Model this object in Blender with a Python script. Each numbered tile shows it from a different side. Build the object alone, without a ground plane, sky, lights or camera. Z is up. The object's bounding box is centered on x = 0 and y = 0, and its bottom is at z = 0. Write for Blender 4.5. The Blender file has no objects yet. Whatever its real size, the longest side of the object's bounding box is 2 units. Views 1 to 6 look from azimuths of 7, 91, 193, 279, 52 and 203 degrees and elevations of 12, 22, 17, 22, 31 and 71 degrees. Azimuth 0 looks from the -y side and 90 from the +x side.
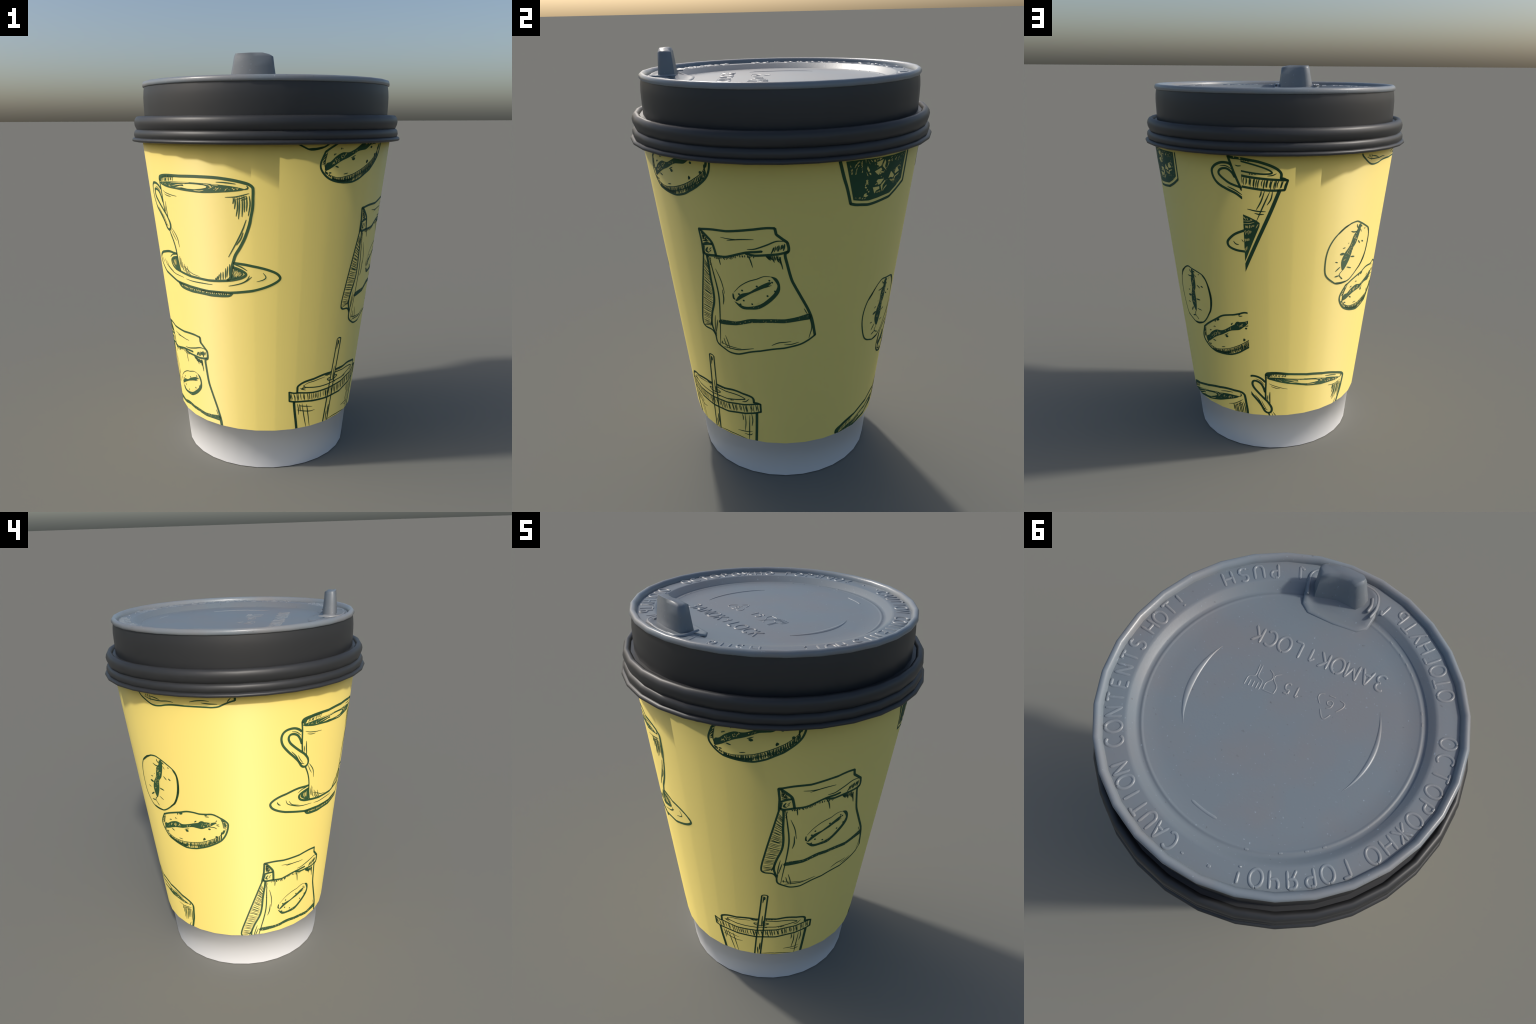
"""A lidded paper coffee cup: white cup, yellow sleeve printed with green ink
drawings, black press-on lid with a grey embossed top and a folding spout.

Angles are in degrees, measured from -y towards +x.  The body is a 32-sided
lathe, as in the original, and the drawings are laid on its flat facets."""
import bpy, bmesh, math, random
from mathutils import Vector, Matrix

SIDES = 32
STEP = 360.0 / SIDES
HALF_COS = math.cos(math.radians(STEP / 2))

# ------------------------------------------------------------------ profiles
SLEEVE_BOTTOM, SLEEVE_TOP = (0.4697, 0.2245), (0.6310, 1.611)
LINE_WEIGHT = 1.32
LEAN_FOOT, LEAN_TOP = 42.0, 30.0
SLOPE = (SLEEVE_TOP[0] - SLEEVE_BOTTOM[0]) / (SLEEVE_TOP[1] - SLEEVE_BOTTOM[1])


def sleeve_radius(z):
    return SLEEVE_BOTTOM[0] + SLOPE * (z - SLEEVE_BOTTOM[1])


def sleeve_normal(theta, z):
    """Smooth shading normal of the sleeve: it leans upward, more so towards the foot."""
    k = (z - SLEEVE_BOTTOM[1]) / (SLEEVE_TOP[1] - SLEEVE_BOTTOM[1])
    lean = math.radians(LEAN_FOOT + (LEAN_TOP - LEAN_FOOT) * k)
    return polar(theta, math.cos(lean), math.sin(lean))


def facet_scale(theta):
    """Radius factor of a regular 32-gon at an angle (1 at the corners)."""
    off = (theta % STEP) - STEP / 2
    return HALF_COS / math.cos(math.radians(off))


def polar(theta, r, z):
    t = math.radians(theta)
    return Vector((r * math.sin(t), -r * math.cos(t), z))


# ----------------------------------------------------------------- materials
def material(name, colour, rough, spec=0.5, noise=None, bump=None, coat=0.0):
    """Principled material; noise = (scale, colour2, low, high), bump = (scale, strength, distance)."""
    m = bpy.data.materials.new(name)
    m.use_nodes = True
    nt = m.node_tree
    bsdf = nt.nodes["Principled BSDF"]
    bsdf.inputs["Base Color"].default_value = (*colour, 1)
    bsdf.inputs["Roughness"].default_value = rough
    bsdf.inputs["Specular IOR Level"].default_value = spec
    bsdf.inputs["Coat Weight"].default_value = coat
    coord = nt.nodes.new("ShaderNodeTexCoord")
    if noise:
        tex = nt.nodes.new("ShaderNodeTexNoise")
        tex.inputs["Scale"].default_value = noise[0]
        tex.inputs["Detail"].default_value = 6
        nt.links.new(coord.outputs["Object"], tex.inputs["Vector"])
        ramp = nt.nodes.new("ShaderNodeValToRGB")
        ramp.color_ramp.elements[0].position = noise[2]
        ramp.color_ramp.elements[0].color = (*colour, 1)
        ramp.color_ramp.elements[1].position = noise[3]
        ramp.color_ramp.elements[1].color = (*noise[1], 1)
        nt.links.new(tex.outputs["Fac"], ramp.inputs["Fac"])
        nt.links.new(ramp.outputs["Color"], bsdf.inputs["Base Color"])
    if bump:
        tex = nt.nodes.new("ShaderNodeTexNoise")
        tex.inputs["Scale"].default_value = bump[0]
        tex.inputs["Detail"].default_value = 4
        nt.links.new(coord.outputs["Object"], tex.inputs["Vector"])
        b = nt.nodes.new("ShaderNodeBump")
        b.inputs["Strength"].default_value = bump[1]
        b.inputs["Distance"].default_value = bump[2]
        nt.links.new(tex.outputs["Fac"], b.inputs["Height"])
        nt.links.new(b.outputs["Normal"], bsdf.inputs["Normal"])
    return m


def lid_material(name, colour, warm, rough):
    """Grey moulded plastic: cloudy warm and cool patches, fine scuffs and pale specks of dust."""
    m = material(name, colour, rough, 0.5)
    nt = m.node_tree
    bsdf = nt.nodes["Principled BSDF"]
    coord = nt.nodes["Texture Coordinate"]

    def noise(scale, detail, low, high):
        t = nt.nodes.new("ShaderNodeTexNoise")
        t.inputs["Scale"].default_value, t.inputs["Detail"].default_value = scale, detail
        nt.links.new(coord.outputs["Object"], t.inputs["Vector"])
        r = nt.nodes.new("ShaderNodeMapRange")
        r.inputs["From Min"].default_value, r.inputs["From Max"].default_value = low, high
        nt.links.new(t.outputs["Fac"], r.inputs["Value"])
        return r.outputs["Result"]

    def mix(fac, a, b):
        n = nt.nodes.new("ShaderNodeMix")
        n.data_type = "RGBA"
        nt.links.new(fac, n.inputs["Factor"])
        for socket, v in ((n.inputs[6], a), (n.inputs[7], b)):
            if isinstance(v, tuple):
                socket.default_value = (*v, 1)
            else:
                nt.links.new(v, socket)
        return n.outputs[2]

    base = mix(noise(3.2, 5, 0.42, 0.66), colour, warm)
    base = mix(noise(95, 2, 0.70, 0.78), base, tuple(c * 1.7 for c in colour))
    base = mix(noise(60, 3, 0.70, 0.80), base, tuple(c * 0.6 for c in warm))
    nt.links.new(base, bsdf.inputs["Base Color"])
    fine = nt.nodes.new("ShaderNodeTexNoise")
    fine.inputs["Scale"].default_value = 120
    nt.links.new(coord.outputs["Object"], fine.inputs["Vector"])
    b = nt.nodes.new("ShaderNodeBump")
    b.inputs["Strength"].default_value, b.inputs["Distance"].default_value = 0.12, 0.002
    nt.links.new(fine.outputs["Fac"], b.inputs["Height"])
    nt.links.new(b.outputs["Normal"], bsdf.inputs["Normal"])
    return m


YELLOW = (0.83, 0.655, 0.165)
PAPER = material("yellow_paper", YELLOW, 0.5, 0.35)
WHITE = material("white_paper", (0.80, 0.79, 0.775), 0.32, 0.4)
INK = material("green_ink", (0.030, 0.080, 0.028), 0.55, 0.2)
BLACK = material("black_plastic", (0.027, 0.028, 0.029), 0.44, 0.5)
GREY = lid_material("grey_plastic", (0.156, 0.188, 0.212), (0.172, 0.182, 0.194), 0.42)
RIM_GREY = lid_material("grey_plastic_rim", (0.185, 0.218, 0.244), (0.212, 0.214, 0.218), 0.32)
GREY_RELIEF = lid_material("grey_plastic_relief", (0.19, 0.222, 0.246), (0.215, 0.214, 0.215), 0.34)


# ------------------------------------------------------------------- helpers
def new_object(name, mesh, parent=None, mats=()):
    ob = bpy.data.objects.new(name, mesh)
    bpy.context.scene.collection.objects.link(ob)
    ob.parent = parent
    for m in mats:
        mesh.materials.append(m)
    return ob


def lathe(name, profile, parent, mat, sides=SIDES, sharp=40, facets=None, cap_first=False, cap_last=False):
    """Turn (radius, height) points round z.  facets=n: the n outermost rings follow the 32-gon."""
    verts, faces = [], []
    for r, z in profile:
        for i in range(sides):
            th = 360.0 * i / sides
            k = facet_scale(th) if facets else 1.0
            verts.append(polar(th, r * k, z))
    for j in range(len(profile) - 1):
        for i in range(sides):
            a, b = j * sides + i, j * sides + (i + 1) % sides
            faces.append((a, b, b + sides, a + sides))
    if cap_first:
        faces.append(tuple(reversed(range(sides))))
    if cap_last:
        n = (len(profile) - 1) * sides
        faces.append(tuple(n + i for i in range(sides)))
    me = bpy.data.meshes.new(name)
    me.from_pydata(verts, [], faces)
    bm = bmesh.new()
    bm.from_mesh(me)
    middle = Vector((0, 0, sum(z for _, z in profile) / len(profile)))
    if sum((f.calc_center_median() - middle).dot(f.normal) * f.calc_area() for f in bm.faces) < 0:
        bmesh.ops.reverse_faces(bm, faces=bm.faces)
    bm.to_mesh(me)
    bm.free()
    me.shade_smooth()
    me.set_sharp_from_angle(angle=math.radians(sharp))
    return new_object(name, me, parent, [mat])


def spline(pts, per=6, closed=False):
    """Centripetal-like Catmull-Rom through 2D or 3D points."""
    pts = [Vector(p) for p in pts]
    if len(pts) < 3:
        return [pts[0].lerp(pts[-1], i / per) for i in range(per + 1)]
    n, out = len(pts), []
    for i in range(n if closed else n - 1):
        p1, p2 = pts[i], pts[(i + 1) % n]
        p0 = pts[i - 1] if closed or i else p1 * 2 - p2
        p3 = pts[(i + 2) % n] if closed or i + 2 < n else p2 * 2 - p1
        for k in range(per):
            t = k / per
            out.append(0.5 * (2 * p1 + (p2 - p0) * t + (2 * p0 - 5 * p1 + 4 * p2 - p3) * t * t
                              + (3 * p1 - p0 - 3 * p2 + p3) * t ** 3))
    if not closed:
        out.append(pts[-1])
    return out


def along(curve, t):
    """Point at parameter 0..1 of a polyline, by length."""
    t = min(max(t, 0.0), 1.0)
    seg = [(b - a).length for a, b in zip(curve, curve[1:])]
    left = t * sum(seg)
    for (a, b), s in zip(zip(curve, curve[1:]), seg):
        if left <= s and s > 0:
            return a.lerp(b, left / s)
        left -= s
    return curve[-1].copy()


# --------------------------------------------------------------- the ink pen
class Pen:
    """Draws on the unrolled sleeve.  Points are (angle, height); 'place' moves the whole drawing.

    Ink lies 0.7 mm proud of the paper, bare-paper gaps in solid ink 1.2 mm."""

    INK_LIFT, GAP_LIFT = 0.0007, 0.0012

    def __init__(self, place=None, seed=1, window=(-400, 800)):
        self.place = place or (lambda th, z: (th, z))
        self.rng = random.Random(seed)
        self.window = window
        self.layers = {0: bmesh.new(), 1: bmesh.new()}

    # -- working plane: metres along the arc at a fixed radius, and height
    UNIT = math.radians(1) * 0.55

    def flat(self, pts):
        out = []
        for th, z in pts:
            th, z = self.place(th, z)
            out.append(Vector((th * self.UNIT, z)))
        return out

    def ribbon(self, curve, w, taper, layer):
        bm = self.layers[layer]
        n = len(curve) - 1
        if n < 1:
            return
        left, right = [], []
        for i, p in enumerate(curve):
            d = curve[min(i + 1, n)] - curve[max(i - 1, 0)]
            local = sleeve_radius(p.y) / 0.55            # widths are true metres on the cone
            d = Vector((d.x * local, d.y))
            if d.length < 1e-9:
                d = Vector((1, 0))
            d.normalize()
            half = w * 0.0005 * (0.9 if layer else LINE_WEIGHT)
            if taper:
                half *= max(0.12, math.sin(math.pi * (0.06 + 0.88 * i / n)) ** 0.6)
            off = Vector((-d.y / local, d.x)) * half
            left.append(bm.verts.new((*(p + off), 0)))
            right.append(bm.verts.new((*(p - off), 0)))
        for i in range(n):
            try:
                bm.faces.new((left[i], right[i], right[i + 1], left[i + 1]))
            except ValueError:
                pass

    def polygon(self, pts, smooth, layer):
        bm = self.layers[layer]
        curve = spline(pts, 4, True) if smooth else pts
        vs = [bm.verts.new((*p, 0)) for p in curve]
        es = [bm.edges.new((vs[i], vs[(i + 1) % len(vs)])) for i in range(len(vs))]
        bmesh.ops.triangle_fill(bm, edges=es, use_beauty=True)

    def line(self, pts, w=5, t=0, s=0, layer=0):
        f = self.flat(pts)
        if s:
            for a, b in zip(f, f[1:]):
                self.ribbon([a.lerp(b, i / 4) for i in range(5)], w, 0, layer)
            for p in f[1:-1]:
                self.dot(p, w, layer)
        else:
            self.ribbon(spline(f, 6), w, t, layer)
            if not t:
                self.dot(f[0], w, layer)
                self.dot(f[-1], w, layer)

    def dot(self, p, w, layer):
        local = sleeve_radius(p.y) / 0.55
        bm = self.layers[layer]
        vs = [bm.verts.new((p.x + w * 0.0005 * math.cos(a) / local, p.y + w * 0.0005 * math.sin(a), 0))
              for a in (k * math.tau / 10 for k in range(10))]
        bm.faces.new(vs)

    def gap(self, pts, w=3, t=1):
        self.line(pts, w, t, 0, 1)

    def fill(self, pts, s=0):
        self.polygon(self.flat(pts), not s, 0)

    def bare(self, pts, s=1):
        self.polygon(self.flat(pts), not s, 1)

    def hatch(self, a, b, w=3, n=10, slant=0.0, jit=0.3, layer=0):
        ca, cb = spline(self.flat(a), 6), spline(self.flat(b), 6)
        for i in range(n):
            t = (i + 0.5 + self.rng.uniform(-0.4, 0.4)) / n
            p, q = along(ca, t), along(cb, t + slant + self.rng.uniform(-0.2, 0.2) / n)
            d = q - p
            p, q = p + d * jit * self.rng.random() * 0.4, q - d * jit * self.rng.random()
            bow = Vector((-d.y, d.x)) * self.rng.uniform(-0.06, 0.06)
            self.ribbon(spline([p, (p + q) / 2 + bow, q], 4), w * self.rng.uniform(0.75, 1.25), 1, layer)

    def gap_hatch(self, a, b, w=3, n=10, slant=0.0, jit=0.3):
        self.hatch(a, b, w, n, slant, jit, 1)

    def specks(self, quad, w=2, n=10, length=8, layer=0):
        a, b, c, d = self.flat(quad)
        for _ in range(n):
            u, v = self.rng.random(), self.rng.random()
            p = a.lerp(b, u).lerp(d.lerp(c, u), v)
            q = Vector((self.rng.uniform(-0.3, 0.8), self.rng.uniform(0.3, 1))) * length * 0.0005 * self.rng.uniform(0.5, 1.2)
            self.ribbon([p - q, p, p + q], w * self.rng.uniform(0.7, 1.4), 1, layer)

    def gap_specks(self, quad, w=2, n=10, length=8):
        self.specks(quad, w, n, length, 1)

    # -- wrap the flat drawing round the cup
    def finish(self, name, parent):
        me = bpy.data.meshes.new(name)
        verts, faces, mats, normals = [], [], [], []
        for layer, bm in self.layers.items():
            lo, hi = self.window[0] * self.UNIT, self.window[1] * self.UNIT
            cuts = [((lo, 0, 0), (-1, 0, 0)), ((hi, 0, 0), (1, 0, 0)),
                    ((0, SLEEVE_BOTTOM[1] + 0.0005, 0), (0, -1, 0)), ((0, SLEEVE_TOP[1] + 0.02, 0), (0, 1, 0))]
            for co, no in cuts:
                bmesh.ops.bisect_plane(bm, geom=bm.verts[:] + bm.edges[:] + bm.faces[:], plane_co=co, plane_no=no, clear_outer=True)
            if not bm.faces:
                bm.free()
                continue
            xs = [v.co.x / self.UNIT for v in bm.verts]
            k = math.ceil(min(xs) / STEP)
            while k * STEP < max(xs):
                bmesh.ops.bisect_plane(bm, geom=bm.verts[:] + bm.edges[:] + bm.faces[:],
                                       plane_co=(k * STEP * self.UNIT, 0, 0), plane_no=(1, 0, 0))
                k += 1
            base = len(verts)
            bm.verts.index_update()
            lift = self.GAP_LIFT if layer else self.INK_LIFT
            for v in bm.verts:
                th, z = v.co.x / self.UNIT, v.co.y
                verts.append(polar(th, sleeve_radius(z) * facet_scale(th) + lift, z))
                normals.append(sleeve_normal(th, z))
            for f in bm.faces:
                ids = [base + v.index for v in f.verts]
                a, b, c = (f.verts[i].co for i in range(3))
                if f.normal.z < 0:
                    ids.reverse()
                faces.append(ids)
                mats.append(layer)
            bm.free()
        me.from_pydata(verts, [], faces)
        ob = new_object(name, me, parent, [INK, PAPER])
        me.polygons.foreach_set("material_index", mats)
        me.shade_smooth()
        me.normals_split_custom_set_from_vertices(normals)
        return ob


def draw_cup(pen):
    pen.line([(310.4, 1.450), (311.6, 1.466), (316.8, 1.475), (325.9, 1.477), (336.3, 1.480), (345.1, 1.478), (351.2, 1.471), (356.0, 1.461), (358.9, 1.452), (360.4, 1.440), (360.7, 1.427), (360.6, 1.393), (360.4, 1.351), (359.6, 1.309), (358.7, 1.269), (356.7, 1.213), (354.4, 1.168), (352.1, 1.131), (351.0, 1.100), (350.1, 1.068), (349.6, 1.033), (348.8, 1.015), (347.7, 1.008)], w=10)
    pen.line([(310.4, 1.450), (310.9, 1.407), (311.2, 1.345), (311.7, 1.300)], w=7)
    pen.line([(314.1, 1.211), (316.2, 1.165), (317.4, 1.122), (318.0, 1.066), (318.9, 1.017)], w=6)
    pen.fill([(311.5, 1.440), (320.7, 1.449), (328.2, 1.452), (336.0, 1.452), (342.7, 1.450), (349.1, 1.446), (354.0, 1.439), (356.1, 1.434), (357.1, 1.430), (354.9, 1.423), (348.9, 1.416), (342.4, 1.410), (336.8, 1.408), (330.3, 1.410), (324.7, 1.414), (318.0, 1.418), (314.5, 1.424), (312.0, 1.429)])
    pen.line([(356.9, 1.429), (358.2, 1.433), (358.5, 1.439), (358.0, 1.446)], w=5, t=1)
    pen.fill([(310.8, 1.455), (315.7, 1.472), (322.6, 1.474), (321.8, 1.468), (316.6, 1.465), (313.1, 1.457), (312.3, 1.441), (311.4, 1.442)])
    pen.bare([(322.9, 1.423), (326.4, 1.433), (328.5, 1.432), (328.1, 1.441), (331.5, 1.444), (335.9, 1.444), (339.1, 1.442), (340.5, 1.438), (340.2, 1.432), (338.1, 1.427), (334.3, 1.422), (330.5, 1.422), (327.3, 1.426)], s=1)
    pen.gap([(321.0, 1.430), (325.2, 1.438), (329.2, 1.443)], w=3, t=1)
    pen.gap([(320.6, 1.445), (326.6, 1.449), (331.6, 1.450)], w=3.5, t=1)
    pen.gap([(339.2, 1.448), (341.6, 1.444), (342.6, 1.436), (341.4, 1.428)], w=3, t=1)
    pen.gap([(341.7, 1.438), (342.8, 1.435), (341.9, 1.431)], w=4, t=1)
    pen.gap([(333.8, 1.417), (336.8, 1.416), (339.0, 1.420)], w=3, t=1)
    pen.gap([(342.7, 1.447), (345.9, 1.445)], w=3, t=1)
    pen.gap([(318.3, 1.430), (319.5, 1.425)], w=3, t=1)
    pen.line([(329.0, 1.432), (331.6, 1.433), (333.9, 1.431)], w=3, t=1)
    pen.line([(330.7, 1.439), (334.1, 1.440), (337.0, 1.434)], w=3, t=1)
    pen.line([(325.7, 1.429), (326.8, 1.423), (329.4, 1.419)], w=3, t=1)
    pen.line([(334.1, 1.445), (336.9, 1.445), (339.2, 1.444)], w=3, t=1)
    pen.line([(330.5, 1.425), (334.4, 1.425), (338.6, 1.428), (340.6, 1.435)], w=3, t=1)
    pen.line([(323.7, 1.429), (326.4, 1.434), (328.5, 1.437)], w=3, t=1)
    pen.gap_specks([(343.3, 1.439), (354.9, 1.432), (354.5, 1.427), (343.6, 1.421)], w=2.5, n=26, length=9)
    pen.gap_specks([(313.0, 1.438), (321.3, 1.443), (320.9, 1.427), (314.8, 1.432)], w=2.2, n=8, length=8)
    pen.hatch([(313.0, 1.463), (321.8, 1.469)], [(312.1, 1.441), (321.3, 1.451)], w=3, n=11, slant=0.02, jit=0.25)
    pen.line([(344.9, 1.459), (349.2, 1.458), (353.5, 1.453)], w=4, t=1)
    pen.line([(312.6, 1.402), (315.0, 1.393), (319.1, 1.385), (323.0, 1.382)], w=3, t=1)
    pen.line([(313.8, 1.386), (316.5, 1.379), (318.9, 1.378)], w=3, t=1)
    pen.line([(348.7, 1.394), (352.8, 1.396), (355.8, 1.403), (359.0, 1.413)], w=3.5, t=1)
    pen.line([(353.4, 1.385), (355.8, 1.392), (358.0, 1.401)], w=3, t=1)
    pen.line([(355.4, 1.382), (356.8, 1.386), (358.4, 1.394)], w=3, t=1)
    pen.line([(352.2, 1.393), (352.3, 1.380), (351.9, 1.365)], w=4.5, t=1)
    pen.line([(352.9, 1.393), (353.0, 1.370), (352.5, 1.342)], w=4.5, t=1)
    pen.line([(353.9, 1.395), (353.9, 1.350), (353.1, 1.309)], w=4.5, t=1)
    pen.line([(354.8, 1.396), (354.7, 1.350), (354.1, 1.297)], w=4.5, t=1)
    pen.line([(356.0, 1.401), (356.0, 1.350), (355.7, 1.308)], w=4.5, t=1)
    pen.line([(356.8, 1.405), (356.9, 1.367), (356.8, 1.329)], w=4.5, t=1)
    pen.line([(357.8, 1.401), (358.0, 1.371), (357.7, 1.333)], w=4.5, t=1)
    pen.line([(359.0, 1.402), (359.3, 1.364), (358.4, 1.312)], w=4.5, t=1)
    pen.line([(357.5, 1.296), (355.7, 1.248), (352.9, 1.192), (348.8, 1.120)], w=4.5, t=1)
    pen.line([(356.0, 1.238), (354.8, 1.207), (352.7, 1.177)], w=4, t=1)
    pen.line([(317.4, 1.082), (314.3, 1.074), (311.7, 1.057), (312.4, 1.035), (315.2, 1.021), (319.0, 1.013), (321.8, 1.008), (327.1, 1.002), (334.6, 0.998), (339.7, 0.998), (344.5, 1.002), (349.2, 1.009), (353.6, 1.020), (356.0, 1.032), (356.6, 1.044), (355.1, 1.056), (352.9, 1.066), (350.7, 1.073)], w=9)
    pen.fill([(350.5, 1.068), (353.4, 1.060), (355.4, 1.043), (353.3, 1.025), (349.5, 1.013), (350.0, 1.045)])
    pen.gap_hatch([(350.7, 1.067), (353.2, 1.058), (355.2, 1.043)], [(350.0, 1.025), (351.3, 1.023), (353.0, 1.027)], w=2, n=13, slant=0, jit=0.4)
    pen.fill([(317.0, 1.078), (313.4, 1.064), (312.6, 1.048), (315.4, 1.027), (318.2, 1.021), (317.9, 1.057)])
    pen.gap_hatch([(314.0, 1.066), (316.4, 1.074)], [(313.8, 1.038), (316.8, 1.034)], w=2, n=6, slant=0, jit=0.4)
    pen.line([(319.7, 1.091), (319.4, 1.060), (319.9, 1.035)], w=3.5, t=1)
    pen.line([(320.3, 1.082), (320.3, 1.055), (320.7, 1.032)], w=3.5, t=1)
    pen.line([(321.2, 1.063), (321.3, 1.033), (322.0, 1.019)], w=3.5, t=1)
    pen.line([(322.4, 1.057), (323.0, 1.024), (324.6, 1.008)], w=3.5, t=1)
    pen.line([(323.1, 1.048), (324.0, 1.023), (325.8, 1.008)], w=3.5, t=1)
    pen.line([(324.5, 1.050), (325.4, 1.022), (326.9, 1.005)], w=3.5, t=1)
    pen.line([(321.6, 1.045), (325.0, 1.031), (328.1, 1.016), (332.3, 1.008)], w=3, t=1)
    pen.line([(341.5, 1.014), (341.5, 1.003)], w=4.5, t=1)
    pen.line([(342.6, 1.023), (341.9, 1.004)], w=4.5, t=1)
    pen.line([(343.6, 1.033), (342.7, 1.006)], w=4.5, t=1)
    pen.line([(344.4, 1.043), (344.0, 1.007)], w=4.5, t=1)
    pen.line([(345.6, 1.047), (345.4, 1.010)], w=4.5, t=1)
    pen.line([(347.1, 1.066), (346.6, 1.014)], w=4.5, t=1)
    pen.line([(348.2, 1.076), (347.4, 1.022)], w=4.5, t=1)
    pen.line([(349.2, 1.087), (348.8, 1.030)], w=4.5, t=1)
    pen.line([(317.4, 1.099), (311.0, 1.100), (305.3, 1.090), (300.1, 1.076), (296.6, 1.058), (295.4, 1.040), (296.9, 1.015), (301.3, 0.992), (308.5, 0.972), (314.6, 0.959), (317.7, 0.954), (326.3, 0.949), (333.9, 0.944), (340.9, 0.944), (347.3, 0.947), (353.3, 0.953), (360.5, 0.965), (366.2, 0.982), (370.3, 1.002), (372.4, 1.020), (371.9, 1.037), (369.7, 1.053), (364.8, 1.070), (358.0, 1.085), (351.1, 1.093)], w=9)
    pen.fill([(316.2, 0.955), (321.5, 0.949), (330.1, 0.945), (337.6, 0.944), (344.1, 0.945), (349.6, 0.946), (349.7, 0.939), (347.5, 0.925), (340.6, 0.919), (333.6, 0.920), (325.8, 0.921), (320.1, 0.925), (317.3, 0.935)])
    pen.gap_hatch([(319.0, 0.947), (326.2, 0.943), (333.8, 0.939), (340.8, 0.940), (348.8, 0.943)], [(318.4, 0.939), (325.6, 0.932), (333.3, 0.930), (340.4, 0.930), (348.3, 0.935)], w=3, n=30, slant=0, jit=0.35)
    pen.line([(310.7, 1.073), (313.5, 1.089), (317.2, 1.096)], w=4, t=1)
    pen.line([(303.7, 1.051), (305.2, 1.025), (310.8, 1.000), (314.8, 0.993), (320.9, 0.986)], w=4, t=1)
    pen.line([(305.6, 1.042), (307.7, 1.017), (312.3, 1.001)], w=3, t=1)
    pen.line([(299.0, 1.049), (299.8, 1.035), (301.0, 1.028)], w=5, t=1)
    pen.line([(322.7, 0.982), (328.7, 0.978), (334.3, 0.978), (339.4, 0.979)], w=4, t=1)
    pen.line([(348.0, 0.980), (353.5, 0.994), (357.0, 1.011), (359.4, 1.031)], w=4, t=1)
    pen.line([(354.5, 0.998), (357.0, 1.014), (358.4, 1.037)], w=3, t=1)
    pen.line([(361.6, 1.007), (364.8, 1.017), (365.9, 1.030), (364.6, 1.050)], w=4, t=1)
    pen.line([(351.4, 1.086), (354.4, 1.076), (357.3, 1.059)], w=4.5, t=1)
    pen.line([(310.4, 1.407), (308.6, 1.421), (306.2, 1.430), (303.2, 1.429), (301.0, 1.414), (300.2, 1.387), (301.0, 1.353), (303.7, 1.316), (307.4, 1.278), (309.8, 1.251), (311.7, 1.222), (313.7, 1.213), (315.4, 1.224), (315.4, 1.250), (313.2, 1.281), (310.3, 1.305), (307.1, 1.333), (304.6, 1.359), (303.7, 1.382), (304.3, 1.399), (306.2, 1.401), (308.4, 1.390), (309.9, 1.368), (310.9, 1.343)], w=9)
    pen.line([(305.2, 1.415), (307.9, 1.407), (310.3, 1.386)], w=3.5, t=1)
    pen.line([(305.6, 1.312), (308.3, 1.282), (310.8, 1.242), (313.3, 1.230)], w=4.5, t=1)
    pen.line([(309.4, 1.284), (310.9, 1.257), (312.5, 1.237)], w=3, t=1)
    pen.line([(313.6, 1.350), (313.8, 1.314), (314.4, 1.268)], w=5, t=1)
    pen.line([(312.6, 1.327), (312.8, 1.294)], w=4, t=1)
    pen.line([(316.5, 1.223), (319.6, 1.181), (320.5, 1.135)], w=4, t=1)
    pen.line([(315.8, 1.215), (317.2, 1.189), (318.8, 1.165)], w=3, t=1)


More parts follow.
